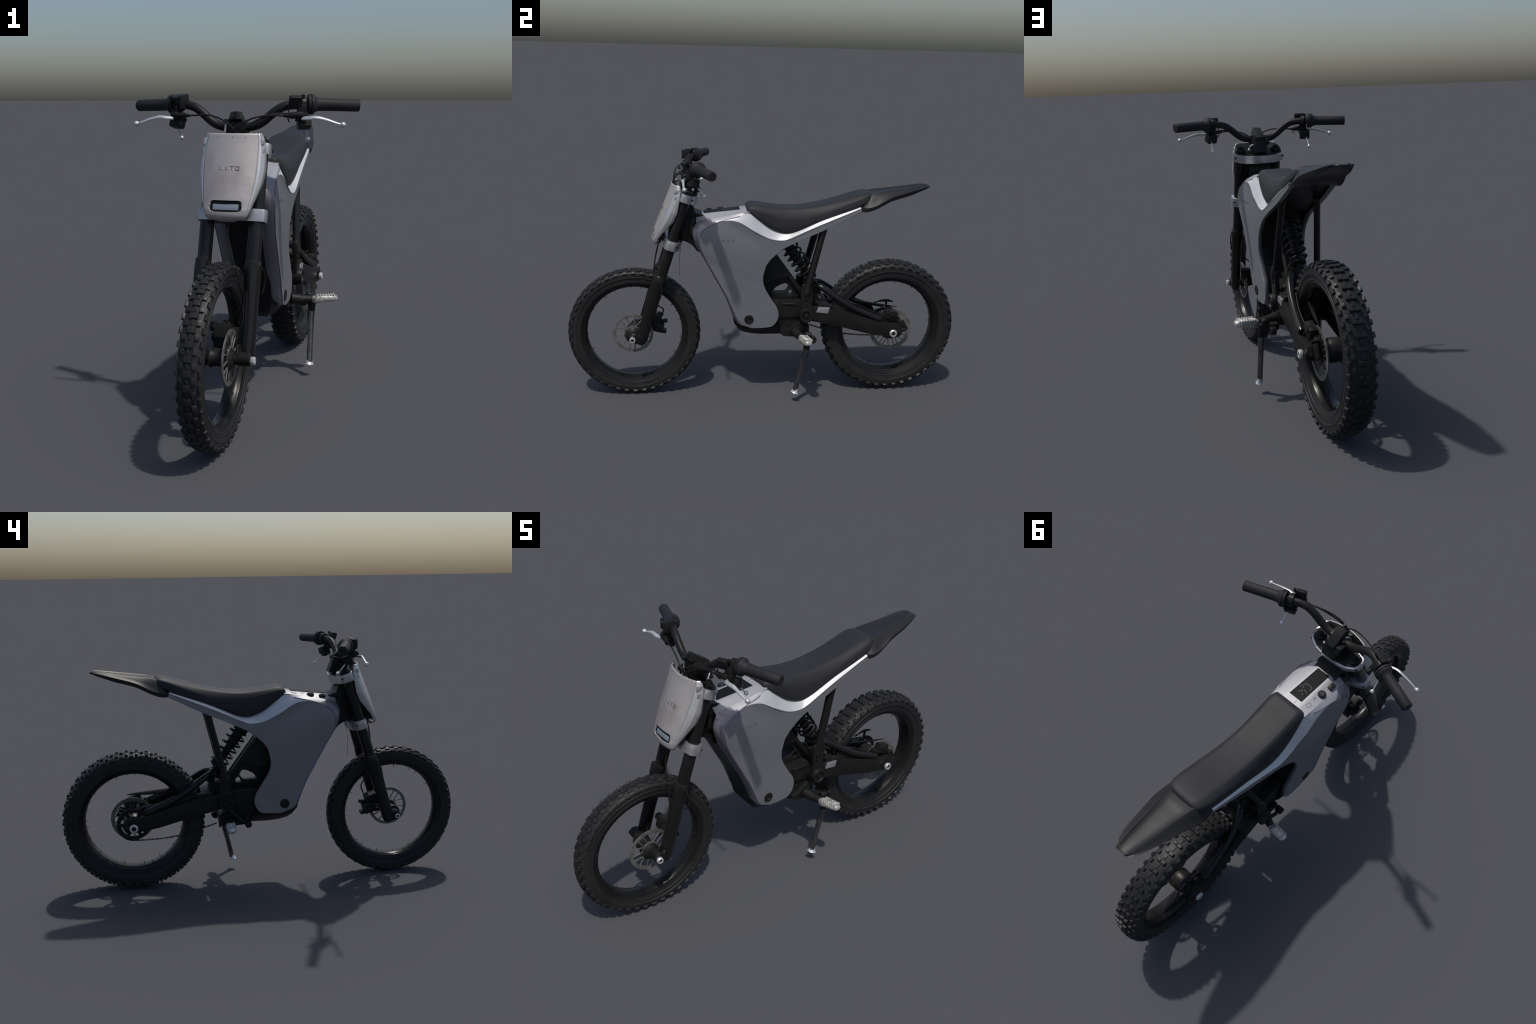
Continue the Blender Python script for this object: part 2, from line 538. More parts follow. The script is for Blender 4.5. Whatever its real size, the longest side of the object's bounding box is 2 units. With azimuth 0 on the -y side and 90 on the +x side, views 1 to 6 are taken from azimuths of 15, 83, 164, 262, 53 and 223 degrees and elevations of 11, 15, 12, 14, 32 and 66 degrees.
def clamp_outline(front, back, w, nose):
    """plan outline (x, d) of a fork clamp, d along the fork normal."""
    pts = [(-w, -0.012), (-w + 0.006, -front * 0.75), (-w * 0.62, -front), (-nose, -front * 1.02), (nose, -front * 1.02), (w * 0.62, -front), (w - 0.006, -front * 0.75), (w, -0.012),
           (w, 0.016), (w - 0.010, back * 0.55), (w * 0.62, back * 0.9), (nose, back), (-nose, back), (-w * 0.62, back * 0.9), (-w + 0.010, back * 0.55), (-w, 0.016)]
    return round_poly(pts, 0.012, 3)

def clamp_plate(z, thick, front, back, w, nose, name, mat, dz=0.0, bev=0.004, parent=None):
    bm = BM()
    base = fork_pt(z)
    back_v = Vector((0, fdir.z, -fdir.y))
    f = lambda p, h: base + Vector((p[0], 0, 0)) + back_v * p[1] + fdir * h
    prism(bm, clamp_outline(front, back, w, nose), dz, dz + thick, bevel=bev, to3=f)
    return add(name, bm, mat, parent)

top_clamp = clamp_plate(1.022, 0.040, 0.034, 0.062, 0.128, 0.035, "upper_fork_clamp", M_CLAMP)
clamp_plate(1.022, 0.006, 0.029, 0.054, 0.120, 0.034, "clamp_top_plate", M_BLACK, 0.0385, 0.001, top_clamp)
low_clamp = clamp_plate(0.787, 0.045, 0.034, 0.052, 0.130, 0.04, "lower_fork_clamp", M_CLAMP)
clamp_plate(0.787, 0.004, 0.029, 0.046, 0.122, 0.036, "clamp_inner_plate", M_BLACK, -0.002, 0.001, low_clamp)
bm = BM()
for s in (1, -1):
    for zz in (0.81, 1.043):
        p = fork_pt(zz, s * 0.1215, 0.024 if zz < 1 else 0.030)
        cyl(bm, p, p + Vector((s * 0.004, 0.003, 0)), 0.0045, seg=10)
add("clamp_bolt", bm, M_BLACK, top_clamp)
bm = BM()
for s in (1, -1):
    b0 = fork_pt(1.060, s * FX)
    cyl(bm, b0, b0 + fdir * 0.018, 0.026, chamfer=0.003, seg=24)
    cyl(bm, b0 + fdir * 0.017, b0 + fdir * 0.028, 0.015, seg=6)
    cyl(bm, b0 + fdir * 0.026, b0 + fdir * 0.033, 0.008, seg=12)
add("fork_cap", bm, M_CAST, top_clamp)
bm = BM()
tube(bm, [fork_pt(1.03, 0, 0.022), fork_pt(0.80, 0, 0.022)], 0.032, 28)
box(bm, fork_pt(0.86, 0, 0.012), (0.14, 0.026, 0.05), rot_x(-0.3), 0.008)
add("steering_head", bm, M_BLACK)

# ------------------------------------------------------------------ number plate / headlamp
PZ0, PZ1 = 0.801, 1.103
PLATE_PROFILE = [(0.800, -0.558), (0.808, -0.567), (0.818, -0.573), (0.84, -0.571), (0.88, -0.558), (0.95, -0.532), (1.00, -0.512), (1.075, -0.482), (1.103, -0.472)]
def plate_y(z, x=0.0):
    # lean of the plate with its forward chin, rolled back towards the sides
    return curve_at(PLATE_PROFILE, z)[0] + 2.2 * x * x
bm = BM()
right = [(0.092, 1.098), (0.0965, 1.06), (0.0975, 1.0), (0.096, 0.95), (0.090, 0.90), (0.082, 0.855), (0.072, 0.820), (0.060, 0.805), (0.030, 0.801)]
sm = [(p.x, p.y) for p in catmull(right, 3)]
outline = sm + [(-x, z) for x, z in sm[::-1]]
slot = round_poly([(-0.056, 0.835), (0.056, 0.835), (0.058, 0.872), (-0.058, 0.872)], 0.012, 4)
def plate_grid(mat_side):
    rows = []
    nz_, nx_ = 46, 30
    for i in range(nz_ + 1):
        z = PZ0 + (PZ1 - PZ0) * i / nz_
        w = 0.01
        for (xa, za), (xb, zb) in zip(sm, sm[1:]):
            if zb <= z <= za:
                w = xa + (xb - xa) * (za - z) / max(1e-9, za - zb)
        if z > 1.098:
            w = 0.090
        w = max(w, 0.03)
        rows.append((z, w))
    return rows
rows = plate_grid(None)
# front skin built as strips, leaving out the lamp slot
def in_slot(x, z):
    if not (0.834 < z < 0.873):
        return False
    dz = max(0, abs(z - 0.8535) - 0.0085)
    lim = 0.057 - (0.010 - math.sqrt(max(0, 0.010 ** 2 - min(dz, 0.010) ** 2)))
    return abs(x) < lim
zs = sorted(set([r[0] for r in rows] + [0.834, 0.8355, 0.838, 0.841, 0.8665, 0.8695, 0.872, 0.873]))
def width_at(z):
    w = 0.03
    for (xa, za), (xb, zb) in zip(sm, sm[1:]):
        if zb <= z <= za:
            w = xa + (xb - xa) * (za - z) / max(1e-9, za - zb)
    return 0.091 if z > 1.098 else max(w, 0.03)
NX = 44
lines = []
for z in zs:
    w = width_at(z)
    lines.append([Vector((x, plate_y(z, x), z)) for x in [w * (-1 + 2 * k / NX) for k in range(NX + 1)]])
V = [[bm.verts.new(p) for p in l] for l in lines]
for i in range(len(zs) - 1):
    for k in range(NX):
        q = (V[i][k], V[i][k + 1], V[i + 1][k + 1], V[i + 1][k])
        c = sum((v.co for v in q), Vector()) / 4
        if not in_slot(c.x, c.z):
            bm.faces.new(q)
# bottom lip
lip = [lines[0], [p + Vector((0, 0.012, -0.004)) for p in lines[0]], [p + Vector((0, 0.030, 0.006)) for p in lines[0]]]
grid(bm, lip)
bmesh.ops.remove_doubles(bm, verts=bm.verts, dist=1e-5)
bmesh.ops.recalc_face_normals(bm, faces=bm.faces)
plate = add("number_plate", bm, M_PLATE, smooth=32)
so = plate.modifiers.new("Solidify", 'SOLIDIFY')
so.thickness = 0.0045
so.offset = 0.0
# folded-back side flanges: a broad bright facet, then a return towards the fork
flange = [  # z, facet reach out, facet reach back, return depth
    (0.806, 0.002, 0.004, 0.008), (0.825, 0.004, 0.008, 0.014), (0.86, 0.008, 0.013, 0.026), (0.895, 0.013, 0.018, 0.042), (0.922, 0.017, 0.022, 0.056),
    (0.967, 0.020, 0.026, 0.058), (1.03, 0.018, 0.026, 0.044), (1.068, 0.015, 0.022, 0.034), (1.09, 0.012, 0.018, 0.026), (1.103, 0.007, 0.012, 0.016)]
for s in (1, -1):
    bm = BM()
    fr = []
    for z in zs:
        o, b_, d = curve_at(flange, z)
        w = width_at(z)
        p = Vector((s * w, plate_y(z, w), z))
        r1 = p + Vector((s * o, b_, 0))
        r2 = p + Vector((s * (o + 0.0015), max(d, b_ + 0.002), 0))
        fr.append([p, p.lerp(r1, 0.5) + Vector((s * 0.0008, -0.0008, 0)), r1, r1.lerp(r2, 0.5), r2])
    grid(bm, fr)
    fl = add("plate_flange", bm, M_FLANGE, plate, smooth=25)
    so = fl.modifiers.new("Solidify", 'SOLIDIFY')
    so.thickness = 0.004
    so.offset = 0.0

# lamp well and lens
bm = BM()
box(bm, (0, plate_y(0.853) + 0.026, 0.853), (0.126, 0.034, 0.052), rot_x(-0.3), 0.004)
add("lamp_housing", bm, M_BLACK, plate)
bm = BM()
box(bm, (0.0, plate_y(0.851) + 0.013, 0.848), (0.096, 0.016, 0.023), rot_x(-0.3), 0.005)
add("lamp_lens", bm, M_LAMP, plate)
# bracket lugs at the plate's shoulders and dark frame behind it
bm = BM()
for s in (1, -1):
    box(bm, (s * 0.106, -0.447, 1.072), (0.014, 0.024, 0.026), rot_x(-0.3), 0.005)
    box(bm, (s * 0.110, -0.449, 1.043), (0.012, 0.022, 0.024), rot_x(-0.3), 0.005)
add("plate_bracket", bm, M_CLAMP, plate)
bm = BM()
box(bm, (0, -0.452, 1.045), (0.12, 0.016, 0.020), rot_x(-0.3), 0.004)
box(bm, (0, -0.508, 0.90), (0.09, 0.022, 0.12), rot_x(-0.3), 0.006)
box(bm, (0, -0.525, 0.84), (0.15, 0.03, 0.03), rot_x(-0.3), 0.006)
add("plate_backing", bm, M_BLACK, plate)

# lettering built from engraved strokes
GLYPH = {'L': [((0.1, 1), (0.1, 0)), ((0.1, 0), (0.9, 0))],
         'I': [((0.35, 1), (0.35, 0)), ((0.35, 0.45), (0.75, 0.0))],
         'T': [((0, 1), (1, 1)), ((0.5, 1), (0.5, 0))],
         'O': [((0.05, 0.95), (0.95, 0.95)), ((0.95, 0.95), (0.95, 0.0)), ((0.95, 0.0), (0.05, 0.0)), ((0.05, 0.0), (0.05, 0.95))],
         'A': [((0.0, 0), (0.6, 1)), ((0.6, 1), (0.75, 0.55))],
         'R': [((0.1, 0), (0.1, 1)), ((0.1, 1), (0.9, 1)), ((0.9, 1), (0.9, 0.5)), ((0.9, 0.5), (0.1, 0.5))],
         'G': [((0.9, 1), (0.1, 1)), ((0.1, 1), (0.1, 0)), ((0.1, 0), (0.9, 0)), ((0.9, 0), (0.9, 0.5)), ((0.9, 0.5), (0.4, 0.5))],
         'Q': [((0.1, 0), (0.1, 1)), ((0.1, 1), (0.95, 1)), ((0.95, 1), (0.95, 0)), ((0.1, 0.5), (0.95, 0.5))]}
def lettering(word, height, width, pitch, place, t, mat, name, parent):
    """place(u, v) -> (point, normal) on the surface."""
    bm = BM()
    total = pitch * (len(word) - 1) + width
    for i, ch in enumerate(word):
        for a, b in GLYPH[ch]:
            pa, na = place(-total / 2 + i * pitch + a[0] * width, (a[1] - 0.5) * height)
            pb, nb = place(-total / 2 + i * pitch + b[0] * width, (b[1] - 0.5) * height)
            d = (pb - pa)
            L_ = d.length
            if L_ < 1e-6:
                continue
            x = d.normalized()
            zz = na.normalized()
            yy = zz.cross(x).normalized()
            R = Matrix((x, yy, x.cross(yy))).transposed()
            box(bm, (pa + pb) / 2, (L_ + t, t, 0.0022), R)
    return add(name, bm, mat, parent, smooth=0)
def on_plate(u, v):
    z = 0.983 + v
    return Vector((u + 0.003, plate_y(z, u) - 0.0022, z)), Vector((0, -1, 0.3))
lettering("LITO", 0.0125, 0.0125, 0.0200, on_plate, 0.0019, M_INK, "plate_lettering", plate)
bm = BM()
for x in (-0.052, 0.004, 0.05):
    cyl(bm, (x, plate_y(1.089, x) - 0.0028, 1.089), (x, plate_y(1.089, x) + 0.002, 1.089), 0.0022, seg=8)
add("plate_rivet", bm, M_INK, plate)

# ------------------------------------------------------------------ handlebar and controls
bar = [(0.0, -0.402, 1.123), (0.03, -0.402, 1.123), (0.065, -0.401, 1.128), (0.095, -0.400, 1.142), (0.13, -0.397, 1.171), (0.160, -0.392, 1.192),
       (0.190, -0.383, 1.201), (0.23, -0.366, 1.204), (0.275, -0.347, 1.203)]
half = catmull(bar, 6)
full = [Vector((-p.x, p.y, p.z)) for p in half[:0:-1]] + half
bm = BM()
tube(bm, full, 0.0165, 20)
HB = add("handlebar", bm, M_BLACK)
GDIR = Vector((0.155, -0.0, 0)) + Vector((0, 0.056, -0.003))
GDIR.normalize()
for s in (1, -1):
    S = Matrix.Diagonal((s, 1, 1))
    g0 = Vector((0.249, -0.357, 1.2045))
    g1 = Vector((0.4285, -0.2935, 1.1995))
    L_ = (g1 - g0).length
    d = (g1 - g0).normalized()
    prof = [(0.0, 0.030), (0.002, 0.0355), (0.010, 0.0365), (0.0115, 0.033), (0.013, 0.033), (0.0145, 0.0370), (0.021, 0.0370), (0.027, 0.0300), (0.036, 0.0245), (0.050, 0.0228),
            (L_ * 0.6, 0.0225), (L_ - 0.003, 0.0222), (L_, 0.0200)]
    bm = BM()
    tube(bm, [S @ (g0 + d * a) for a, _ in prof], [r for _, r in prof], 28)
    e = S @ g1
    dd = S @ d
    grip = add("handlebar_grip", bm, M_GRIP, HB, smooth=50)
    bm = BM()
    lathe(bm, e, dd, [(-0.001, 0.0105), (0.0012, 0.0095), (0.0012, 0.006), (-0.0005, 0.005)], 18)
    add("grip_plug", bm, M_BLACK, grip)
    # switch cluster round the bar, lower box, upper switch hood
    def P(x, y, z):
        return Vector((s * x, y, z))
    yaw = rot_z(s * 0.38)
    bm = BM()
    cyl(bm, P(0.222, -0.372, 1.204), P(0.244, -0.361, 1.204), 0.027, chamfer=0.003, seg=20)
    box(bm, P(0.236, -0.388, 1.185), (0.034, 0.030, 0.040), yaw, 0.005)
    box(bm, P(0.236, -0.392, 1.165), (0.040, 0.034, 0.026), yaw, 0.005)
    sw = add("switch_clamp", bm, M_BLACK, HB)
    bm = BM()
    box(bm, P(0.241, -0.372, 1.139), (0.050, 0.042, 0.044), yaw @ rot_x(-0.35), 0.008, 3)
    box(bm, P(0.214, -0.372, 1.148), (0.012, 0.008, 0.008), yaw, 0.001)
    add("switch_box", bm, M_BLACK, sw)
    bm = BM()
    if s > 0:
        box(bm, P(0.216, -0.407, 1.213), (0.046, 0.022, 0.044), yaw @ rot_x(0.35), 0.006, 3)
        cyl(bm, P(0.238, -0.40, 1.225), P(0.245, -0.397, 1.237), 0.0065, seg=12)
        tube(bm, [P(0.196, -0.415, 1.21), P(0.194, -0.418, 1.19), P(0.195, -0.416, 1.168)], 0.0022, 8)
    else:
        box(bm, P(0.226, -0.392, 1.230), (0.056, 0.050, 0.013), yaw @ rot_x(0.3), 0.005, 2)
        box(bm, P(0.204, -0.401, 1.212), (0.010, 0.046, 0.046), yaw, 0.003)
        box(bm, P(0.249, -0.385, 1.212), (0.010, 0.046, 0.046), yaw, 0.003)
        cyl(bm, P(0.228, -0.412, 1.213), P(0.228, -0.39, 1.213), 0.008, seg=12)
    add("switch_hood", bm, M_BLACK, sw)
    # lever perch with cable adjuster
    bm = BM()
    cyl(bm, P(0.246, -0.404, 1.166), P(0.222, -0.409, 1.166), 0.0145, chamfer=0.002, seg=16)
    cyl(bm, P(0.226, -0.409, 1.166), P(0.196, -0.418, 1.165), 0.0115, 0.0095, seg=14)
    cyl(bm, P(0.198, -0.418, 1.165), P(0.176, -0.424, 1.164), 0.0085, 0.0050, seg=14)
    for a in range(3):
        q = P(0.202 + a * 0.008, -0.417 + a * 0.0022, 1.165)
        cyl(bm, q, q + P(0.003, -0.0008, 0), 0.0118, seg=14)
    tube(bm, [P(0.192, -0.418, 1.155), P(0.193, -0.412, 1.146), P(0.199, -0.406, 1.140)], [0.003, 0.0025, 0.001], 8)
    add("lever_perch", bm, M_BLACK, sw)
    # brake lever
    bm = BM()
    lp = catmull([P(0.243, -0.412, 1.155), P(0.266, -0.420, 1.156), P(0.287, -0.422, 1.158), P(0.305, -0.420, 1.157), P(0.335, -0.419, 1.150), P(0.362, -0.418, 1.141), P(0.387, -0.4155, 1.134)], 4)
    rr = [curve_at([(0, 0.0085), (0.25, 0.0085), (0.45, 0.0085), (0.7, 0.0062), (1, 0.0040)], i / (len(lp) - 1))[0] for i in range(len(lp))]
    tube(bm, lp, rr, 12, squash=0.62)
    sphere(bm, P(0.389, -0.4145, 1.1335), 0.0105)
    add("brake_lever", bm, M_BRIGHT, HB)
    # toggle rod with ball end
    bm = BM()
    tube(bm, [P(0.244, -0.356, 1.121), P(0.246, -0.338, 1.099), P(0.246, -0.3215, 1.080)], [0.0036, 0.0028, 0.0026], 8)
    sphere(bm, P(0.246, -0.320, 1.0785), 0.0092)
    add("toggle_rod", bm, M_BRIGHT, HB)

# stem clamp / display block in the middle of the bar
bm = BM()
box(bm, (0.0, -0.366, 1.092), (0.068, 0.048, 0.080), rot_x(0.33), 0.005)
box(bm, (0.0, -0.386, 1.143), (0.050, 0.090, 0.034), rot_x(-0.55), 0.004, taper=(0.84, 0.96))
box(bm, (0.0, -0.405, 1.085), (0.056, 0.040, 0.06), None, 0.006)
box(bm, (0.0, -0.405, 1.12), (0.080, 0.045, 0.046), None, 0.008)
box(bm, (-0.036, -0.366, 1.115), (0.026, 0.046, 0.04), rot_x(0.3), 0.007)
cyl(bm, (0, -0.40, 1.055), (0, -0.402, 1.11), 0.030, seg=24)
cyl(bm, (-0.032, -0.43, 1.14), (-0.032, -0.43, 1.152), 0.009, seg=12)
cyl(bm, (0.004, -0.437, 1.168), (0.004, -0.434, 1.179), 0.006, seg=6)
add("stem_clamp", bm, M_BLACK, HB)
bm = BM()
tube(bm, catmull([(-0.028, -0.405, 1.150), (-0.036, -0.425, 1.135), (-0.040, -0.428, 1.10), (-0.052, -0.415, 1.072)], 5), 0.0036, 8)
tube(bm, catmull([(0.020, -0.352, 1.100), (0.045, -0.36, 1.095), (0.052, -0.372, 1.075)], 5), 0.003, 8)
sphere(bm, (0.052, -0.372, 1.073), 0.007)
add("key_ring_wire", bm, M_BRIGHT, HB)

# cables
def cable(pts, r=0.0032, name="cable", mat=M_BLACK):
    bm = BM()
    tube(bm, catmull(pts, 7), r, 8)
    return add(name, bm, mat)
cable([(0.178, -0.424, 1.164), (0.13, -0.438, 1.166), (0.07, -0.455, 1.155), (0.015, -0.463, 1.125), (-0.02, -0.458, 1.085), (-0.03, -0.45, 1.05)])
cable([(0.190, -0.414, 1.172), (0.14, -0.430, 1.170), (0.08, -0.452, 1.146), (0.03, -0.468, 1.11), (0.005, -0.465, 1.075), (0.0, -0.455, 1.05)])
cable([(-0.178, -0.424, 1.164), (-0.13, -0.436, 1.166), (-0.085, -0.448, 1.165), (-0.03, -0.460, 1.145), (0.01, -0.462, 1.11), (0.03, -0.455, 1.07)])
cable([(0.004, -0.535, 0.815), (0.006, -0.548, 0.77), (0.012, -0.560, 0.71), (0.028, -0.566, 0.655), (0.050, -0.572, 0.60), (0.060, -0.575, 0.55), (0.062, -0.56, 0.50), (0.030, -0.522, 0.46), (-0.005, -0.525, 0.425)], 0.0034, "brake_hose")
cable([(0.120, -0.545, 0.64), (0.131, -0.530, 0.62), (0.136, -0.525, 0.585), (0.128, -0.535, 0.54)], 0.003, "brake_hose")
cable([(0.0, -0.432, 0.775), (0.0, -0.436, 0.73), (-0.001, -0.438, 0.67), (0.0, -0.437, 0.625)], 0.0009, "loose_strand")

# front caliper behind the leg
bm = BM()
box(bm, (-0.012, -0.562, 0.398), (0.060, 0.060, 0.056), rot_x(-0.3), 0.008)
box(bm, (-0.014, -0.550, 0.355), (0.066, 0.060, 0.052), rot_x(-0.3), 0.008)
box(bm, (-0.010, -0.545, 0.335), (0.04, 0.078, 0.018), rot_x(-0.25), 0.003)
box(bm, (-0.006, -0.525, 0.382), (0.022, 0.05, 0.016), rot_x(0.1), 0.003)
cyl(bm, (-0.035, -0.572, 0.415), (-0.056, -0.572, 0.415), 0.018, chamfer=0.002)
cyl(bm, (-0.035, -0.548, 0.368), (-0.058, -0.548, 0.368), 0.018, chamfer=0.002)
cyl(bm, (-0.01, -0.545, 0.425), (-0.01, -0.525, 0.41), 0.010)
box(bm, (0.045, -0.590, 0.392), (0.05, 0.030, 0.06), rot_x(-0.3), 0.006)
cal = add("brake_caliper", bm, M_CAST)

# ------------------------------------------------------------------ body shell
# matched stations: (front/upper edge) , (lower edge of the bright shoulder band), (rear/lower edge); each (y, z, x)
U = [(-.128, .395, .111), (-.150, .425, .114), (-.172, .475, .115), (-.200, .540, .116), (-.228, .592, .116), (-.256, .645, .117), (-.299, .722, .119),
     (-.331, .790, .125), (-.342, .842, .127), (-.327, .882, .124), (-.288, .911, .118), (-.225, .934, .110), (-.160, .948, .101), (-.096, .964, .082),
     (-.040, .929, .076), (.025, .886, .076), (.085, .871, .078), (.143, .882, .080), (.268, .936, .087), (.456, .998, .093)]
Lw = [(-.075, .377, .111), (-.020, .378, .111), (.030, .388, .110), (.056, .430, .110), (.050, .480, .111), (.018, .530, .112), (-.016, .590, .113),
      (-.026, .640, .114), (-.013, .700, .114), (.000, .722, .114), (.015, .742, .114), (.035, .760, .114), (.058, .780, .114), (.085, .797, .113),
      (.110, .810, .113), (.145, .826, .112), (.190, .847, .111), (.240, .867, .109), (.330, .908, .106), (.463, .977, .103)]
BandK = {11: (-.222, .9315, .1115), 12: (-.150, .926, .113), 13: (-.082, .886, .116), 14: (-.038, .857, .115), 15: (.012, .838, .115), 16: (.055, .833, .115),
         17: (.104, .843, .114), 18: (.238, .903, .110), 19: (.458, .993, .103)}
B = []
for i, (u, l) in enumerate(zip(U, Lw)):
    if i in BandK:
        B.append(BandK[i])
    else:
        t = 0.010
        B.append((u[0] + (l[0] - u[0]) * t, u[1] + (l[1] - u[1]) * t, u[2] + 0.0004))
NS = 7
cu, cb, cl = catmull(U, NS), catmull(B, NS), catmull(Lw, NS)
v3 = lambda p, x=None: Vector((p[2] if x is None else x, p[0], p[1]))
rows = []
for a, b, c in zip(cu, cb, cl):
    A_, B_, C_ = v3(a), v3(b), v3(c)
    line = [A_ + Vector((-0.014, 0, -0.010)), A_]
    for k in range(1, 4):
        t = k / 4
        line.append(A_.lerp(B_, t) + Vector((0.0012 * 4 * t * (1 - t), 0, 0)))
    for k in range(0, 15):
        t = k / 14
        p = B_.lerp(C_, t)
        p.x -= 0.0008 * math.sin(PI * min(1, t * 1.25)) ** 2
        line.append(p)
    n = (C_ - B_)
    n.x = 0
    n.normalize()
    line.append(C_ + n * 0.0028 + Vector((-0.003, 0, 0)))
    line.append(C_ + n * 0.0022 + Vector((-0.012, 0, 0)))
    line.append(C_ - n * 0.006 + Vector((-0.022, 0, 0)))
    rows.append(line)
# closed ends: turn the bottom-front and the rail tip inward
def end_cap(bm, line):
    grid(bm, [line, [p + Vector((-0.016, 0, 0)) for p in line]])
KB = 5                       # row index of the band's lower edge
I0 = 10 * NS                 # station where the shoulder band begins
bm = BM()
band = [list(l[:KB + 1]) for l in rows[I0:]]
grid(bm, band)
end_cap(bm, band[-1])
mirror_x(bm)
shoulder = add("shoulder_band", bm, M_BAND, smooth=24)
bm = BM()
grid(bm, rows[:I0 + 1])
grid(bm, [l[KB:] for l in rows[I0:]])
end_cap(bm, rows[0])
end_cap(bm, rows[-1][KB:])
mirror_x(bm)
shell = add("body_shell", bm, M_BODY, smooth=13)
bvh = BVHTree.FromObject(shell, bpy.context.evaluated_depsgraph_get())
def on_side(y, z, s=1):
    h = bvh.ray_cast(Vector((s * 0.3, y, z)), Vector((-s, 0, 0)))
    return h[0] if h[0] is not None else Vector((s * 0.12, y, z))

# front wrap of the shell: from the crease to the narrower front edge, running back into the deck
Fr = [(-.150, .404, .104), (-.172, .435, .080), (-.187, .477, .077), (-.214, .541, .076), (-.242, .593, .076), (-.271, .646, .077), (-.318, .733, .082),
      (-.356, .800, .089), (-.374, .858, .093), (-.366, .900, .090), (-.340, .928, .084), (-.270, .943, .084), (-.180, .957, .086), (-.096, .971, .086)]
cf = catmull(Fr, NS)
cu2 = cu[:len(cf)]
rows = []
for i, (a, f) in enumerate(zip(cu2, cf)):
    A_, F_ = v3(a), v3(f)
    u = i / (len(cf) - 1) * 13
    bulge = 0.30 if u < 9 else 0.30 - 0.20 * min(1, (u - 9) / 2)
    ctrl = Vector((A_.x, F_.y, F_.z)) if u < 9 else A_.lerp(Vector((A_.x, F_.y, F_.z)), 0.6)
    mid = A_.lerp(F_, 0.5).lerp(ctrl, bulge * 2)
    line = []
    for k in range(9):
        t = k / 8
        line.append(A_ * (1 - t) ** 2 + mid * 2 * t * (1 - t) + F_ * t * t + Vector((-0.0006, 0, 0)))
    line.append(F_ + Vector((-0.012, 0.006, -0.004)))
    rows.append(line)
cut = 10 * NS + 3
for nm, part, mt in (("front_cowl", rows[:cut + 1], M_WRAP), ("deck_shoulder", rows[cut:], M_DECK)):
    bm = BM()
    grid(bm, part)
    mirror_x(bm)
    add(nm, bm, mt, smooth=40)

# upper deck
bm = BM()
cd = [p for p in cf[10 * NS - 3:]]
deck_rows = []
for i, f in enumerate(cd):
    y, z, x = f
    zc = 0.953 + (y + 0.329) * 0.112 if y > -0.329 else 0.948
    zc = max(zc, z + 0.001)
    line = []
    for k in range(-12, 13):
        t = k / 12
        xx = x * t
        ax = abs(t)
        if ax < 0.46:
            zz = zc
        else:
            q = (ax - 0.46) / 0.54
            zz = zc + (z - zc) * (q ** 1.15)
        line.append(Vector((xx, y + (0.0 if i else 0.0), zz)))
    deck_rows.append(line)
grid(bm, deck_rows)
last = deck_rows[-1]
grid(bm, [last, [p + Vector((0, 0.006, -0.022)) for p in last]])
deck = add("top_deck", bm, M_DECK, smooth=18)
bvd = BVHTree.FromObject(deck, bpy.context.evaluated_depsgraph_get())
def on_deck(x, y):
    h = bvd.ray_cast(Vector((x, y, 1.3)), Vector((0, 0, -1)))
    return (h[0], h[1]) if h[0] is not None else (Vector((x, y, 0.97)), Vector((0, 0, 1)))
# display glass with faint markings
bm = BM()
q = [(0.036, -0.139), (-0.030, -0.139), (-0.028, -0.318), (0.033, -0.318)]
top = [on_deck(*p)[0] + Vector((0, 0, 0.0025)) for p in q]
bot = [p - Vector((0, 0, 0.006)) for p in top]
va, vb = [bm.verts.new(p) for p in top], [bm.verts.new(p) for p in bot]
bm.faces.new(va)
bm.faces.new(vb[::-1])
for i in range(4):
    bm.faces.new((va[i], vb[i], vb[(i + 1) % 4], va[(i + 1) % 4]))
screen = add("display_screen", bm, M_SCREEN, deck, smooth=0)
bm = BM()
def scr(x, y):
    t = (y + 0.139) / (-0.179)
    z = top[0].z + (top[2].z - top[0].z) * t
    return Vector((x, y, z + 0.0006))
for x0, y0, w, h in ((0.002, -0.222, 0.036, 0.0012), (0.018, -0.21, 0.0012, 0.016), (-0.018, -0.212, 0.0012, 0.018), (0.024, -0.196, 0.006, 0.002), (0.012, -0.198, 0.006, 0.0016),
                     (-0.004, -0.19, 0.007, 0.002), (0.006, -0.184, 0.002, 0.008), (-0.016, -0.186, 0.006, 0.0016), (0.010, -0.174, 0.008, 0.0016), (-0.008, -0.168, 0.003, 0.005)):
    box(bm, scr(x0, y0), (w, h, 0.0008))
add("screen_mark", bm, M_MARK, screen, smooth=0)
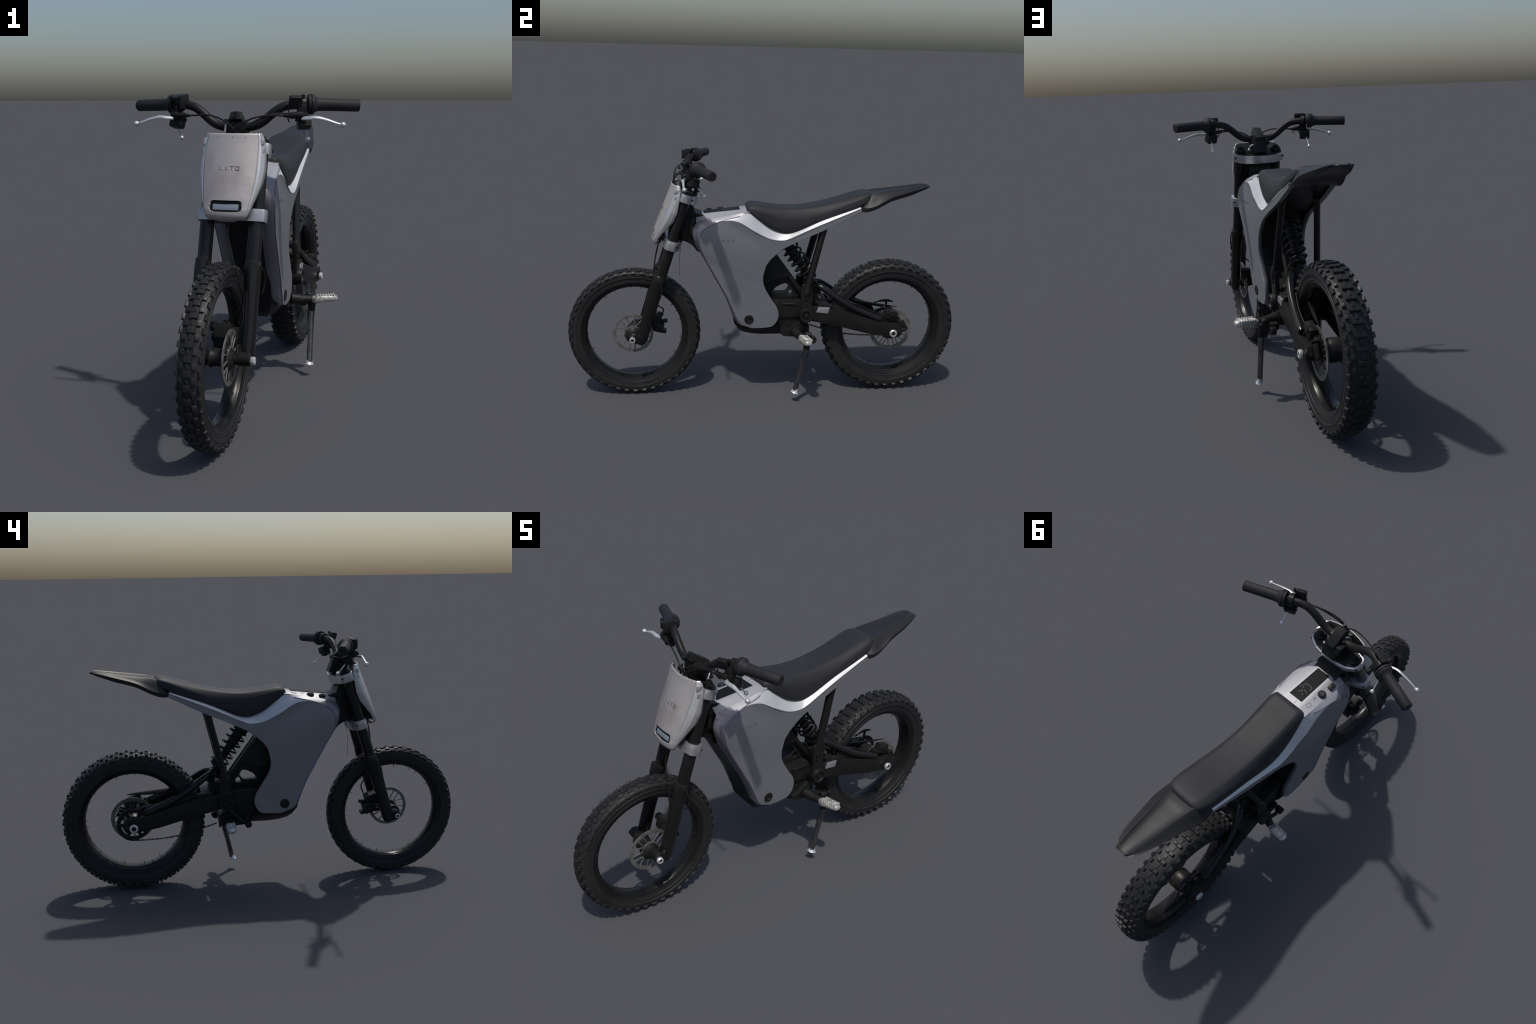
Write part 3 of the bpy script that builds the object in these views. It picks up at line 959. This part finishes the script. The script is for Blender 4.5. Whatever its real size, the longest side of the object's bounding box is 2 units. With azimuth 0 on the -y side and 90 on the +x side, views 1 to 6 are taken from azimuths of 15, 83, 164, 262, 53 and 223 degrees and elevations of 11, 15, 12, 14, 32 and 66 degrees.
# rotary knob, key switch, engraved icons, seam line
p, nrm = on_deck(-0.064, -0.230)
bm = BM()
nrm = Vector((-0.12, 0, 1)).normalized()
cyl(bm, p - nrm * 0.004, p + nrm * 0.006, 0.0185, chamfer=0.002, seg=28)
add("knob_bezel", bm, M_BLACK, deck)
bm = BM()
cyl(bm, p, p + nrm * 0.011, 0.014, chamfer=0.003, seg=28)
add("rotary_knob", bm, M_TAIL, deck)
p, _ = on_deck(-0.068, -0.288)
bm = BM()
box(bm, p + Vector((0, 0, 0.003)), (0.024, 0.032, 0.014), rot_y(-0.1), 0.005, 3)
box(bm, p + Vector((0, 0, 0.011)), (0.008, 0.018, 0.006), rot_z(0.3), 0.002)
add("key_switch", bm, M_BLACK, deck)
bm = BM()
for a in range(9):
    ang = a * 2 * PI / 9
    c0, _ = on_deck(-0.062 + 0.010 * math.cos(ang) * random.uniform(.6, 1), -0.150 + 0.014 * math.sin(ang) * random.uniform(.6, 1))
    box(bm, c0 + Vector((0, 0, 0.0003)), (0.0013, 0.009, 0.0012), rot_z(ang + random.uniform(-.6, .6)))
c0, _ = on_deck(-0.054, -0.191)
for dx, dy, w, h in ((0.004, 0, 0.001, 0.011), (-0.004, 0, 0.001, 0.011), (0, 0.005, 0.009, 0.001), (0, -0.005, 0.009, 0.001), (-0.001, -0.001, 0.001, 0.006)):
    box(bm, c0 + Vector((dx, dy, 0.0003)), (w, h, 0.0012))
c0, _ = on_deck(-0.012, -0.116)
box(bm, c0, (0.0012, 0.026, 0.0014), rot_z(0.1))
add("deck_engraving", bm, M_INK, deck, smooth=0)
# raised seam line along the crease, its violet imitating iridescent reflections
for s in (1, -1):
    bm = BM()
    pts = [Vector((s * (p[2] + 0.0004), p[0], p[1])) for p in cu[2:13 * NS - 4]]
    tube(bm, pts, 0.0020, 6)
    add("panel_seam", bm, M_SEAM, shell)

# round plugs low on the shell, side lettering
for s in (1, -1):
    q = on_side(-0.0915, 0.425, s)
    bm = BM()
    lathe(bm, q, (s, 0, 0), [(-0.01, 0.0235), (0.0025, 0.0235), (0.004, 0.0215), (0.004, 0.0120), (0.0012, 0.0100)], 32)
    plug = add("shell_plug", bm, M_BLACK, shell)
    bm = BM()
    cyl(bm, q - Vector((s * 0.002, 0, 0)), q + Vector((s * 0.0022, 0, 0)), 0.0065, seg=6)
    add("plug_bolt", bm, M_CAST, plug)
def on_left(u, v):
    y, z = -0.2125 + u, 0.834 + v
    return on_side(y, z) + Vector((-0.0004, 0, 0)), Vector((1, 0, 0))
lettering("ARGQ", 0.0110, 0.0115, 0.0245, on_left, 0.0015, M_PINK, "side_lettering", shell)

# ------------------------------------------------------------------ dark core: battery case, chin, frame
bm = BM()
core = [(.320, -.070, .030, .042, .072), (.335, -.116, .042, .058, .072), (.355, -.139, .055, .078, .070), (.390, -.163, .068, .094, .050), (.430, -.171, .074, .096, .040),
        (.500, -.196, .074, .096, .020), (.540, -.209, .074, .098, -.005), (.640, -.262, .075, .099, -.038), (.735, -.312, .080, .098, .000), (.800, -.350, .085, .092, .030),
        (.840, -.366, .088, .088, .03), (.858, -.368, .089, .080, .03), (.900, -.358, .084, .070, .00), (.925, -.335, .076, .066, -.08)]
rings = []
for z, yf, xf, xm, yr in core:
    ym = yf + 0.05
    rings.append([Vector(p) for p in ((xf, yf, z), (xm, ym, z), (xm, (ym + yr) / 2, z), (xm, yr, z), (xm * .6, yr + .006, z), (-xm * .6, yr + .006, z), (-xm, yr, z), (-xm, (ym + yr) / 2, z), (-xm, ym, z), (-xf, yf, z))])
loft(bm, rings)
add("battery_case", bm, M_BLACK, smooth=30)

bm = BM()
outer = round_poly([(-.05, .74), (.044, .742), (.192, .534), (.190, .505), (-.02, .505), (-.05, .60)], 0.01, 3)
win1 = round_poly([(.030, .536), (.052, .566), (.085, .583), (.108, .587), (.123, .560), (.103, .536)], 0.010, 4)
win2 = round_poly([(.111, .529), (.127, .553), (.141, .541), (.140, .521), (.114, .521)], 0.007, 4)
prism(bm, outer, -0.022, 0.022, [win1, win2], bevel=0.002)
add("frame_truss", bm, M_CAST, smooth=30)
bm = BM()
prism(bm, round_poly([(-.06, .56), (-.06, .77), (.030, .765), (.046, .740), (.118, .638), (.108, .628), (.060, .616), (.010, .598)], 0.008, 3), -0.046, 0.046, bevel=0.004)
add("battery_box", bm, M_BLACK, smooth=30)
bm = BM()
for s in (1, -1):
    tube(bm, [(s * 0.024, 0.035, 0.742), (s * 0.034, 0.184, 0.535)], 0.012, 12)
add("frame_tube", bm, M_BLACK)

# drive unit
bm = BM()
mot = round_poly([(.030, .504), (.182, .504), (.200, .470), (.205, .370), (.172, .318), (.140, .312), (.085, .322), (.055, .340), (.020, .420)], 0.018, 4)
prism(bm, mot, -0.066, 0.066, bevel=0.012, seg=3)
prism(bm, round_poly([(.045, .500), (.178, .498), (.190, .46), (.185, .42), (.06, .42), (.045, .46)], 0.014, 4), -0.076, 0.076, bevel=0.008, seg=3)
prism(bm, round_poly([(.075, .345), (.12, .36), (.17, .40), (.20, .37), (.175, .316), (.085, .322)], 0.012, 4), -0.086, 0.086, bevel=0.008, seg=3)
add("drive_unit", bm, M_CAST, smooth=40)
bm = BM()
for s in (1, -1):
    tube(bm, [(s * 0.073, 0.080, 0.491), (s * 0.073, 0.148, 0.490)], 0.0075, 12, squash=1)
add("drive_unit_rib", bm, M_GLOSS)
bm = BM()
cyl(bm, (-0.06, 0.13, 0.41), (0.06, 0.13, 0.41), 0.075, chamfer=0.006, seg=40)
box(bm, (0.0, 0.205, 0.335), (0.10, 0.05, 0.06), None, 0.01)
add("motor_housing", bm, M_CAST)

# pivot plates, rear struts
for s in (1, -1):
    bm = BM()
    pl = round_poly([(.176, .600), (.214, .606), (.228, .575), (.230, .50), (.238, .44), (.215, .402), (.182, .400), (.166, .44), (.174, .50), (.172, .56)], 0.012, 4)
    x0, x1 = (0.088, 0.108)
    prism(bm, pl, s * x0, s * x1, bevel=0.003)
    pp = add("pivot_plate", bm, M_BLACK)
    bm = BM()
    pv = (0.2005, 0.4405)
    lathe(bm, (s * 0.06, *pv), (s, 0, 0), [(0, 0.0365), (0.062, 0.0365), (0.068, 0.0335), (0.068, 0.0245), (0.062, 0.0215)], 32)
    cyl(bm, (s * 0.12, *pv), (s * 0.1265, *pv), 0.0135, chamfer=0.002, seg=20)
    add("pivot_boss", bm, M_BLACK, pp)
    bm = BM()
    cyl(bm, (s * 0.10, 0.199, 0.553), (s * 0.114, 0.199, 0.553), 0.0125, chamfer=0.002, seg=16)
    cyl(bm, (s * 0.10, 0.196, 0.530), (s * 0.113, 0.196, 0.530), 0.0075, seg=12)
    add("frame_bolt", bm, M_CAST, pp)
    bm = BM()
    tube(bm, [(s * 0.099, 0.199, 0.555), (s * 0.094, 0.215, 0.625), (s * 0.082, 0.265, 0.83), (s * 0.077, 0.283, 0.905)], [0.0215, 0.0185, 0.0185, 0.021], 18, squash=0.72)
    add("frame_strut", bm, M_GLOSS)

# ------------------------------------------------------------------ swingarm
bm = BM()
for s in (1, -1):
    arm = round_poly([(.205, .478), (.255, .482), (.330, .474), (.470, .434), (.600, .396), (.690, .386), (.708, .352), (.694, .322), (.662, .316), (.530, .337), (.345, .384), (.240, .405), (.200, .415)], 0.012, 4)
    # tapered plan: the arm is wider at the axle end
    f = lambda p, x, s=s: Vector((s * (x + 0.020 * (p[0] - 0.2) / 0.5), p[0], p[1]))
    prism(bm, arm, 0.068, 0.100, bevel=0.009, to3=f, seg=2)
box(bm, (0, 0.262, 0.440), (0.19, 0.075, 0.055), rot_x(-0.08), 0.010)
SWA = add("swingarm", bm, M_BLACK, smooth=30)
# bright worn gusset on the left beam
bm = BM()
prism(bm, round_poly([(.262, .482), (.322, .4785), (.312, .447), (.252, .455)], 0.003, 2), 0.090, 0.1065, bevel=0.002)
add("swingarm_gusset", bm, M_CLAMP, SWA)
bm = BM()
prism(bm, round_poly([(.245, .478), (.335, .472), (.330, .452), (.30, .440), (.262, .447)], 0.008, 3), -0.105, -0.090, bevel=0.003)
add("swingarm_gusset", bm, M_GLOSS, SWA)
for s in (1, -1):
    bm = BM()
    path = catmull([(s * 0.030, 0.252, 0.574), (s * 0.050, 0.282, 0.572), (s * 0.066, 0.318, 0.552), (s * 0.080, 0.38, 0.510), (s * 0.090, 0.46, 0.465), (s * 0.097, 0.53, 0.436), (s * 0.103, 0.588, 0.412)], 5)
    tube(bm, path, [0.017] * (len(path) - 1) + [0.014], 16)
    add("upper_brace", bm, M_GLOSS, SWA)
bm = BM()
box(bm, (0, 0.262, 0.555), (0.09, 0.035, 0.055), rot_x(0.3), 0.008)
box(bm, (0, 0.245, 0.50), (0.10, 0.05, 0.07), None, 0.010)
box(bm, (0.0, 0.285, 0.49), (0.15, 0.07, 0.02), rot_x(-0.2), 0.006)
for s in (1, -1):
    cyl(bm, (s * 0.045, 0.272, 0.525), (s * 0.074, 0.272, 0.525), 0.012, chamfer=0.002)
    cyl(bm, (s * 0.05, 0.262, 0.495), (s * 0.068, 0.262, 0.495), 0.009)
    box(bm, (s * 0.085, 0.30, 0.487), (0.03, 0.075, 0.018), rot_x(-0.12), 0.005)
    box(bm, (s * 0.075, 0.40, 0.455), (0.016, 0.14, 0.03), rot_x(-0.25), 0.004)
add("linkage_bracket", bm, M_CAST, SWA)
bm = BM()
for s in (1,):
    cyl(bm, (s * 0.072, 0.272, 0.525), (s * 0.077, 0.272, 0.525), 0.0065, seg=6)
add("linkage_bolt", bm, M_DISC, SWA)
# webs closing the gap between brace and beam
bm = BM()
for s in (1, -1):
    f = lambda p, x, s=s: Vector((s * (x + 0.02 * (p[0] - 0.4) / 0.2), p[0], p[1]))
    prism(bm, round_poly([(.34, .500), (.40, .492), (.50, .448), (.60, .412), (.60, .395), (.47, .430), (.36, .462)], 0.008, 3), 0.072, 0.082, bevel=0.002, to3=f)
add("swingarm_web", bm, M_BLACK, SWA)
# tyre hugger blade
bm = BM()
hb = catmull([(0.012, 0.40, 0.500), (0.025, 0.47, 0.487), (0.045, 0.57, 0.475), (0.056, 0.63, 0.470), (0.064, 0.685, 0.465)], 5)
tube(bm, hb, [curve_at([(0, 0.016), (0.5, 0.012), (0.85, 0.006), (1, 0.002)], i / (len(hb) - 1))[0] for i in range(len(hb))], 10, squash=0.45)
add("hugger_blade", bm, M_BLACK, SWA)
# chain guard hook, right
bm = BM()
gp = []
for k in range(9):
    a = math.radians(116 - k * 6)
    gp.append((-0.062, AR[0] + 0.116 * math.cos(a), AR[1] + 0.116 * math.sin(a)))
tube(bm, gp, [0.003, 0.004, 0.006, 0.008, 0.009, 0.009, 0.008, 0.006, 0.004], 10, squash=0.8)
tube(bm, [(-0.062, 0.604, 0.452), (-0.064, 0.590, 0.443)], [0.006, 0.002], 8)
tube(bm, [(-0.062, 0.66, 0.452), (-0.075, 0.665, 0.40)], 0.006, 8)
add("chain_guard", bm, M_BLACK, SWA)
# rear caliper, left
bm = BM()
box(bm, (0.082, 0.643, 0.433), (0.036, 0.070, 0.050), rot_x(-0.35), 0.008)
box(bm, (0.078, 0.605, 0.420), (0.030, 0.05, 0.032), rot_x(-0.5), 0.006)
box(bm, (0.074, 0.668, 0.405), (0.024, 0.060, 0.04), rot_x(-0.5), 0.006)
cyl(bm, (0.085, 0.652, 0.440), (0.106, 0.652, 0.440), 0.016, chamfer=0.002)
cyl(bm, (0.085, 0.627, 0.448), (0.104, 0.627, 0.448), 0.013, chamfer=0.002)
cyl(bm, (0.085, 0.688, 0.40), (0.098, 0.688, 0.40), 0.008)
box(bm, (0.085, 0.70, 0.36), (0.016, 0.07, 0.06), rot_x(0.5), 0.006)
tube(bm, catmull([(0.08, 0.60, 0.43), (0.085, 0.56, 0.445), (0.08, 0.48, 0.48), (0.06, 0.38, 0.52)], 4), 0.0032, 8)
add("brake_caliper", bm, M_CAST, SWA)
# chain adjuster blocks
bm = BM()
for s in (1, -1):
    box(bm, (s * 0.122, 0.668, 0.347), (0.006, 0.058, 0.034), rot_x(-0.1), 0.004)
    cyl(bm, (s * 0.105, 0.70, 0.352), (s * 0.105, 0.724, 0.358), 0.0055, seg=10)
add("chain_adjuster", bm, M_CAST, SWA)

# chain
bm = BM()
def chain_run(a, b, sag, n):
    a, b = Vector(a), Vector(b)
    for i in range(n):
        t0, t1 = i / n, (i + 0.86) / n
        p = a.lerp(b, t0) + Vector((0, 0, -sag * math.sin(PI * t0)))
        q = a.lerp(b, t1) + Vector((0, 0, -sag * math.sin(PI * t1)))
        dx = 0.0022 if i % 2 else 0.0
        for s in (1, -1):
            tube(bm, [p + Vector((s * (0.0025 + dx), 0, 0)), q + Vector((s * (0.0025 + dx), 0, 0))], 0.0034, 6, squash=0.7)
chain_run((-0.064, 0.245, 0.330), (-0.064, 0.640, 0.264), 0.022, 34)
chain_run((-0.064, 0.225, 0.497), (-0.064, 0.645, 0.424), 0.0, 34)
for k in range(20):
    a = math.radians(82 - k * 9.2)
    p = Vector((-0.064, AR[0] + 0.080 * math.cos(a), AR[1] + 0.080 * math.sin(a)))
    a2 = a - math.radians(8.5)
    q = Vector((-0.064, AR[0] + 0.080 * math.cos(a2), AR[1] + 0.080 * math.sin(a2)))
    tube(bm, [p, q], 0.0042, 6)
ch = add("drive_chain", bm, M_CHAIN)
ch["kind"] = "stuff"

# ------------------------------------------------------------------ rear shock
S0, S1 = Vector((0.0, 0.088, 0.815)), Vector((0.0, 0.254, 0.580))
sd = (S1 - S0).normalized()
bm = BM()
tube(bm, [S0, S0 + sd * 0.13], [0.026, 0.026], 20)
tube(bm, [S0 + sd * 0.12, S0 + sd * 0.205], [0.0195, 0.0195], 20)
tube(bm, [S0 + sd * 0.20, S1], 0.0125, 16)
tube(bm, [S0 + sd * 0.232, S0 + sd * 0.240, S0 + sd * 0.252, S0 + sd * 0.256], [0.03, 0.036, 0.036, 0.028], 24)
tube(bm, [S0 + sd * 0.02, S0 + sd * 0.045], 0.036, 24)
cyl(bm, S1 + Vector((-0.03, 0, 0)), S1 + Vector((0.03, 0, 0)), 0.018)
shock = add("rear_shock", bm, M_BLACK)
bm = BM()
u = sd.orthogonal().normalized()
w = sd.cross(u)
turns, per = 5.6, 24
pts, rr = [], []
for i in range(int(turns * per) + 1):
    t = i / (turns * per)
    a = 2 * PI * turns * t
    R_ = 0.0435 * (1 if 0.06 < t < 0.94 else 0.93)
    pts.append(S0 + sd * (0.045 + 0.190 * t) + u * R_ * math.cos(a) + w * R_ * math.sin(a))
tube(bm, pts, 0.0055, 8)
add("coil_spring", bm, M_SPRING, shock)
bm = BM()
box(bm, (0.0, 0.080, 0.818), (0.07, 0.07, 0.05), rot_x(0.4), 0.01)
add("shock_mount", bm, M_BLACK)
cable([(0.03, 0.19, 0.60), (0.045, 0.215, 0.585), (0.04, 0.245, 0.60), (0.02, 0.26, 0.63)], 0.002, "shock_hose")

# ------------------------------------------------------------------ seat
seat_t = [  # y, z top, x shoulder, z crease, x low, z low
    (-.108, .978, .056, .976, .068, .966), (-.100, .992, .060, .986, .077, .964), (-.078, 1.001, .063, .986, .084, .952), (-.040, .998, .066, .977, .089, .926), (.005, .991, .068, .961, .092, .894), (.050, .986, .069, .948, .094, .874),
    (.090, .983, .069, .941, .095, .866), (.143, .984, .069, .940, .096, .876), (.200, .990, .068, .948, .097, .900), (.268, 1.002, .067, .967, .097, .931), (.340, 1.020, .065, .994, .097, .957),
    (.410, 1.042, .062, 1.021, .096, .981), (.460, 1.057, .059, 1.041, .094, 1.000), (.492, 1.064, .055, 1.051, .087, 1.022), (.512, 1.062, .049, 1.053, .074, 1.038), (.520, 1.054, .040, 1.049, .058, 1.042)]
dense = catmull([Vector(r) for r in seat_t], 5)
rings = []
for r in dense:
    y, zt, xs, zc, xl, zl = r
    xc = xs + (xl - xs) * 0.86
    h = zt - zc
    hpts = [(0.0, zt), (xs * .5, zt), (xs * .86, zt - .02 * h), (xs, zt - .08 * h), (xs + .30 * (xc - xs), zt - .26 * h), (xs + .66 * (xc - xs), zt - .60 * h), (xc, zc), (xc + .22 * (xl - xc) + .0012, zc - .20 * (zc - zl)),
            (xc + .6 * (xl - xc) + .0015, zc - .58 * (zc - zl)), (xl + .0008, zl + .08 * (zc - zl)), (xl - .003, zl - .001), (xl * .7, zl - .004), (0.0, zl - .004)]
    ring = [Vector((x, y, z)) for x, z in hpts] + [Vector((-x, y, z)) for x, z in hpts[-2:0:-1]]
    rings.append(ring)
bm = BM()
loft(bm, rings)
add("seat", bm, M_SEAT, smooth=50)

# ------------------------------------------------------------------ tail fender
tail_t = [  # y, z centre, x ridge, z ridge, x edge, z edge, x low, z low
    (.455, .996, .070, .998, .096, .995, .096, .974), (.480, 1.022, .069, 1.026, .103, .993, .101, .973), (.505, 1.046, .067, 1.051, .107, .997, .103, .977), (.540, 1.056, .062, 1.062, .106, 1.009, .101, .990),
    (.575, 1.060, .057, 1.067, .101, 1.027, .095, 1.007), (.610, 1.065, .052, 1.072, .092, 1.043, .087, 1.023), (.66, 1.072, .046, 1.079, .082, 1.057, .076, 1.037), (.71, 1.079, .041, 1.086, .073, 1.069, .067, 1.050),
    (.76, 1.087, .035, 1.094, .062, 1.082, .056, 1.067), (.79, 1.091, .030, 1.097, .053, 1.089, .047, 1.077), (.812, 1.093, .024, 1.097, .042, 1.093, .037, 1.085), (.824, 1.092, .015, 1.094, .028, 1.092, .025, 1.088)]
dense = catmull([Vector(r) for r in tail_t], 5)
rings = []
for r in dense:
    y, zc, xr, zr, xe, ze, xl, zl = r
    dip = min(0.004, zr - zc)
    hp = [(0, zc), (xr * .45, zc + dip * .15), (xr * .85, zc + dip * .7), (xr, zr), (xr + .15 * (xe - xr), zr - .08 * (zr - ze)), (xr + .5 * (xe - xr), zr - .42 * (zr - ze) - .003), (xr + .85 * (xe - xr), zr - .86 * (zr - ze) - .001), (xe, ze),
          (xe - .001, ze - .3 * (ze - zl)), (xl, zl), (xl - .008, zl + .004), (xl * .6, zl + .010), (0, zl + .012)]
    # keep the underside below the top skin
    hp = [(x, min(z, zc - .004)) if i > 10 else (x, z) for i, (x, z) in enumerate(hp)]
    rings.append([Vector((x, y, z)) for x, z in hp] + [Vector((-x, y, z)) for x, z in hp[-2:0:-1]])
bm = BM()
loft(bm, rings)
add("tail_fender", bm, M_TAIL, smooth=30)

# undertray between the rails
bm = BM()
ut = [(-.02, .83, .092), (.05, .815, .096), (.11, .826, .098), (.20, .866, .097), (.30, .910, .095), (.40, .957, .093), (.50, .992, .090), (.56, 1.010, .085)]
rows_t, rows_b = [], []
for y, z, x in [tuple(p) for p in catmull([Vector(u_) for u_ in ut], 3)]:
    rows_t.append([Vector((x * k / 6, y, z + 0.006 * (1 - (k / 6) ** 2))) for k in range(-6, 7)])
    rows_b.append([Vector((x * k / 6, y, z + 0.012 + 0.006 * (1 - (k / 6) ** 2))) for k in range(-6, 7)])
loft(bm, [a + b[::-1] for a, b in zip(rows_t, rows_b)])
add("undertray", bm, M_BLACK)

# ------------------------------------------------------------------ neck casting between head and shell
bm = BM()
nk = round_poly([(-.430, .905), (-.424, .822), (-.397, .812), (-.372, .795), (-.345, .760), (-.300, .780), (-.290, .940), (-.345, .957), (-.362, .962), (-.372, .998), (-.405, 1.0)], 0.01, 3)
prism(bm, nk, -0.056, 0.056, bevel=0.012, seg=3)
box(bm, (0, -0.372, 0.895), (0.15, 0.03, 0.09), rot_x(-0.1), 0.012)
add("frame_neck", bm, M_BLACK, smooth=35)

# ------------------------------------------------------------------ footpegs, stand, brake pedal
def footpeg(a, b, w, name="footpeg"):
    a, b = Vector(a), Vector(b)
    d = b - a
    L_ = d.length
    x = d.normalized()
    z = Vector((0, 0.15, 1))
    z = (z - x * z.dot(x)).normalized()
    y = z.cross(x)
    bm = BM()
    rings = []
    for t, ww, h, dz in ((0, .55, .010, -.004), (.06, .80, .016, -.004), (.22, .95, .020, -.004), (.4, 1.0, .018, 0), (.7, .95, .016, 0.001), (.9, .80, .014, 0.001), (.98, .55, .010, 0.001), (1, .35, .006, 0.001)):
        c = a + x * (L_ * t) + z * dz
        ring = []
        for k in range(16):
            an = 2 * PI * k / 16
            ca, sa = math.cos(an), math.sin(an)
            ring.append(c + y * (w / 2 * ww * math.copysign(abs(ca) ** .6, ca)) + z * (h * math.copysign(abs(sa) ** .7, sa)))
        rings.append(ring)
    loft(bm, rings)
    # teeth along both edges and cross bars
    for i in range(7):
        t = 0.22 + i * 0.105
        for s in (1, -1):
            c = a + x * (L_ * t) + y * (s * w * 0.36) + z * 0.015
            box(bm, c, (0.008, 0.008, 0.008), Matrix((x, y, z)).transposed(), 0.0015, 1)
        c = a + x * (L_ * t) + z * 0.016
        box(bm, c, (0.0035, w * 0.6, 0.006), Matrix((x, y, z)).transposed(), 0.001, 1)
    return add(name, bm, M_PEG, smooth=40)
footpeg((0.176, 0.170, 0.349), (0.290, 0.190, 0.354), 0.050)
footpeg((-0.134, 0.182, 0.337), (-0.230, 0.186, 0.330), 0.050)
bm = BM()
tube(bm, [(0.09, 0.150, 0.350), (0.135, 0.160, 0.345), (0.180, 0.170, 0.346)], [0.025, 0.021, 0.018], 18)
tube(bm, [(-0.08, 0.165, 0.350), (-0.135, 0.182, 0.338)], [0.024, 0.018], 18)
cyl(bm, (0.155, 0.190, 0.352), (0.155, 0.222, 0.352), 0.016, chamfer=0.003)
cyl(bm, (0.115, 0.232, 0.316), (0.14, 0.236, 0.316), 0.020, chamfer=0.004)
box(bm, (0.12, 0.205, 0.33), (0.05, 0.05, 0.03), None, 0.007)
add("footpeg_mount", bm, M_CAST)
bm = BM()
tube(bm, [(0.171, 0.206, 0.335), (0.172, 0.200, 0.305), (0.172, 0.190, 0.255)], [0.018, 0.0165, 0.0125], 16)
box(bm, (0.168, 0.206, 0.33), (0.036, 0.034, 0.034), None, 0.006)
stand_m = add("stand_bracket", bm, M_CAST)
bm = BM()
tube(bm, [(0.172, 0.196, 0.285), (0.172, 0.188, 0.250), (0.173, 0.165, 0.150), (0.174, 0.146, 0.062)], [0.0150, 0.0132, 0.0126, 0.0130], 16)
tube(bm, [(0.152, 0.214, 0.285), (0.155, 0.207, 0.235)], [0.005, 0.006], 8)
ks = add("kickstand", bm, M_STAND)
bm = BM()
tube(bm, [(0.1740, 0.1490, 0.0720), (0.1742, 0.1455, 0.0560), (0.1742, 0.1430, 0.0490), (0.1742, 0.1425, 0.0460)], [0.0132, 0.0165, 0.0225, 0.0200], 16, squash=0.8)
add("stand_foot", bm, M_BRIGHT, ks)
bm = BM()
tube(bm, catmull([(-0.118, 0.190, 0.425), (-0.120, 0.165, 0.390), (-0.118, 0.128, 0.355), (-0.112, 0.100, 0.332), (-0.108, 0.092, 0.322)], 4), 0.009, 10)
cyl(bm, (-0.092, 0.093, 0.330), (-0.128, 0.093, 0.330), 0.017, chamfer=0.003)
cyl(bm, (-0.09, 0.100, 0.362), (-0.12, 0.100, 0.362), 0.009)
add("brake_pedal", bm, M_BLACK)
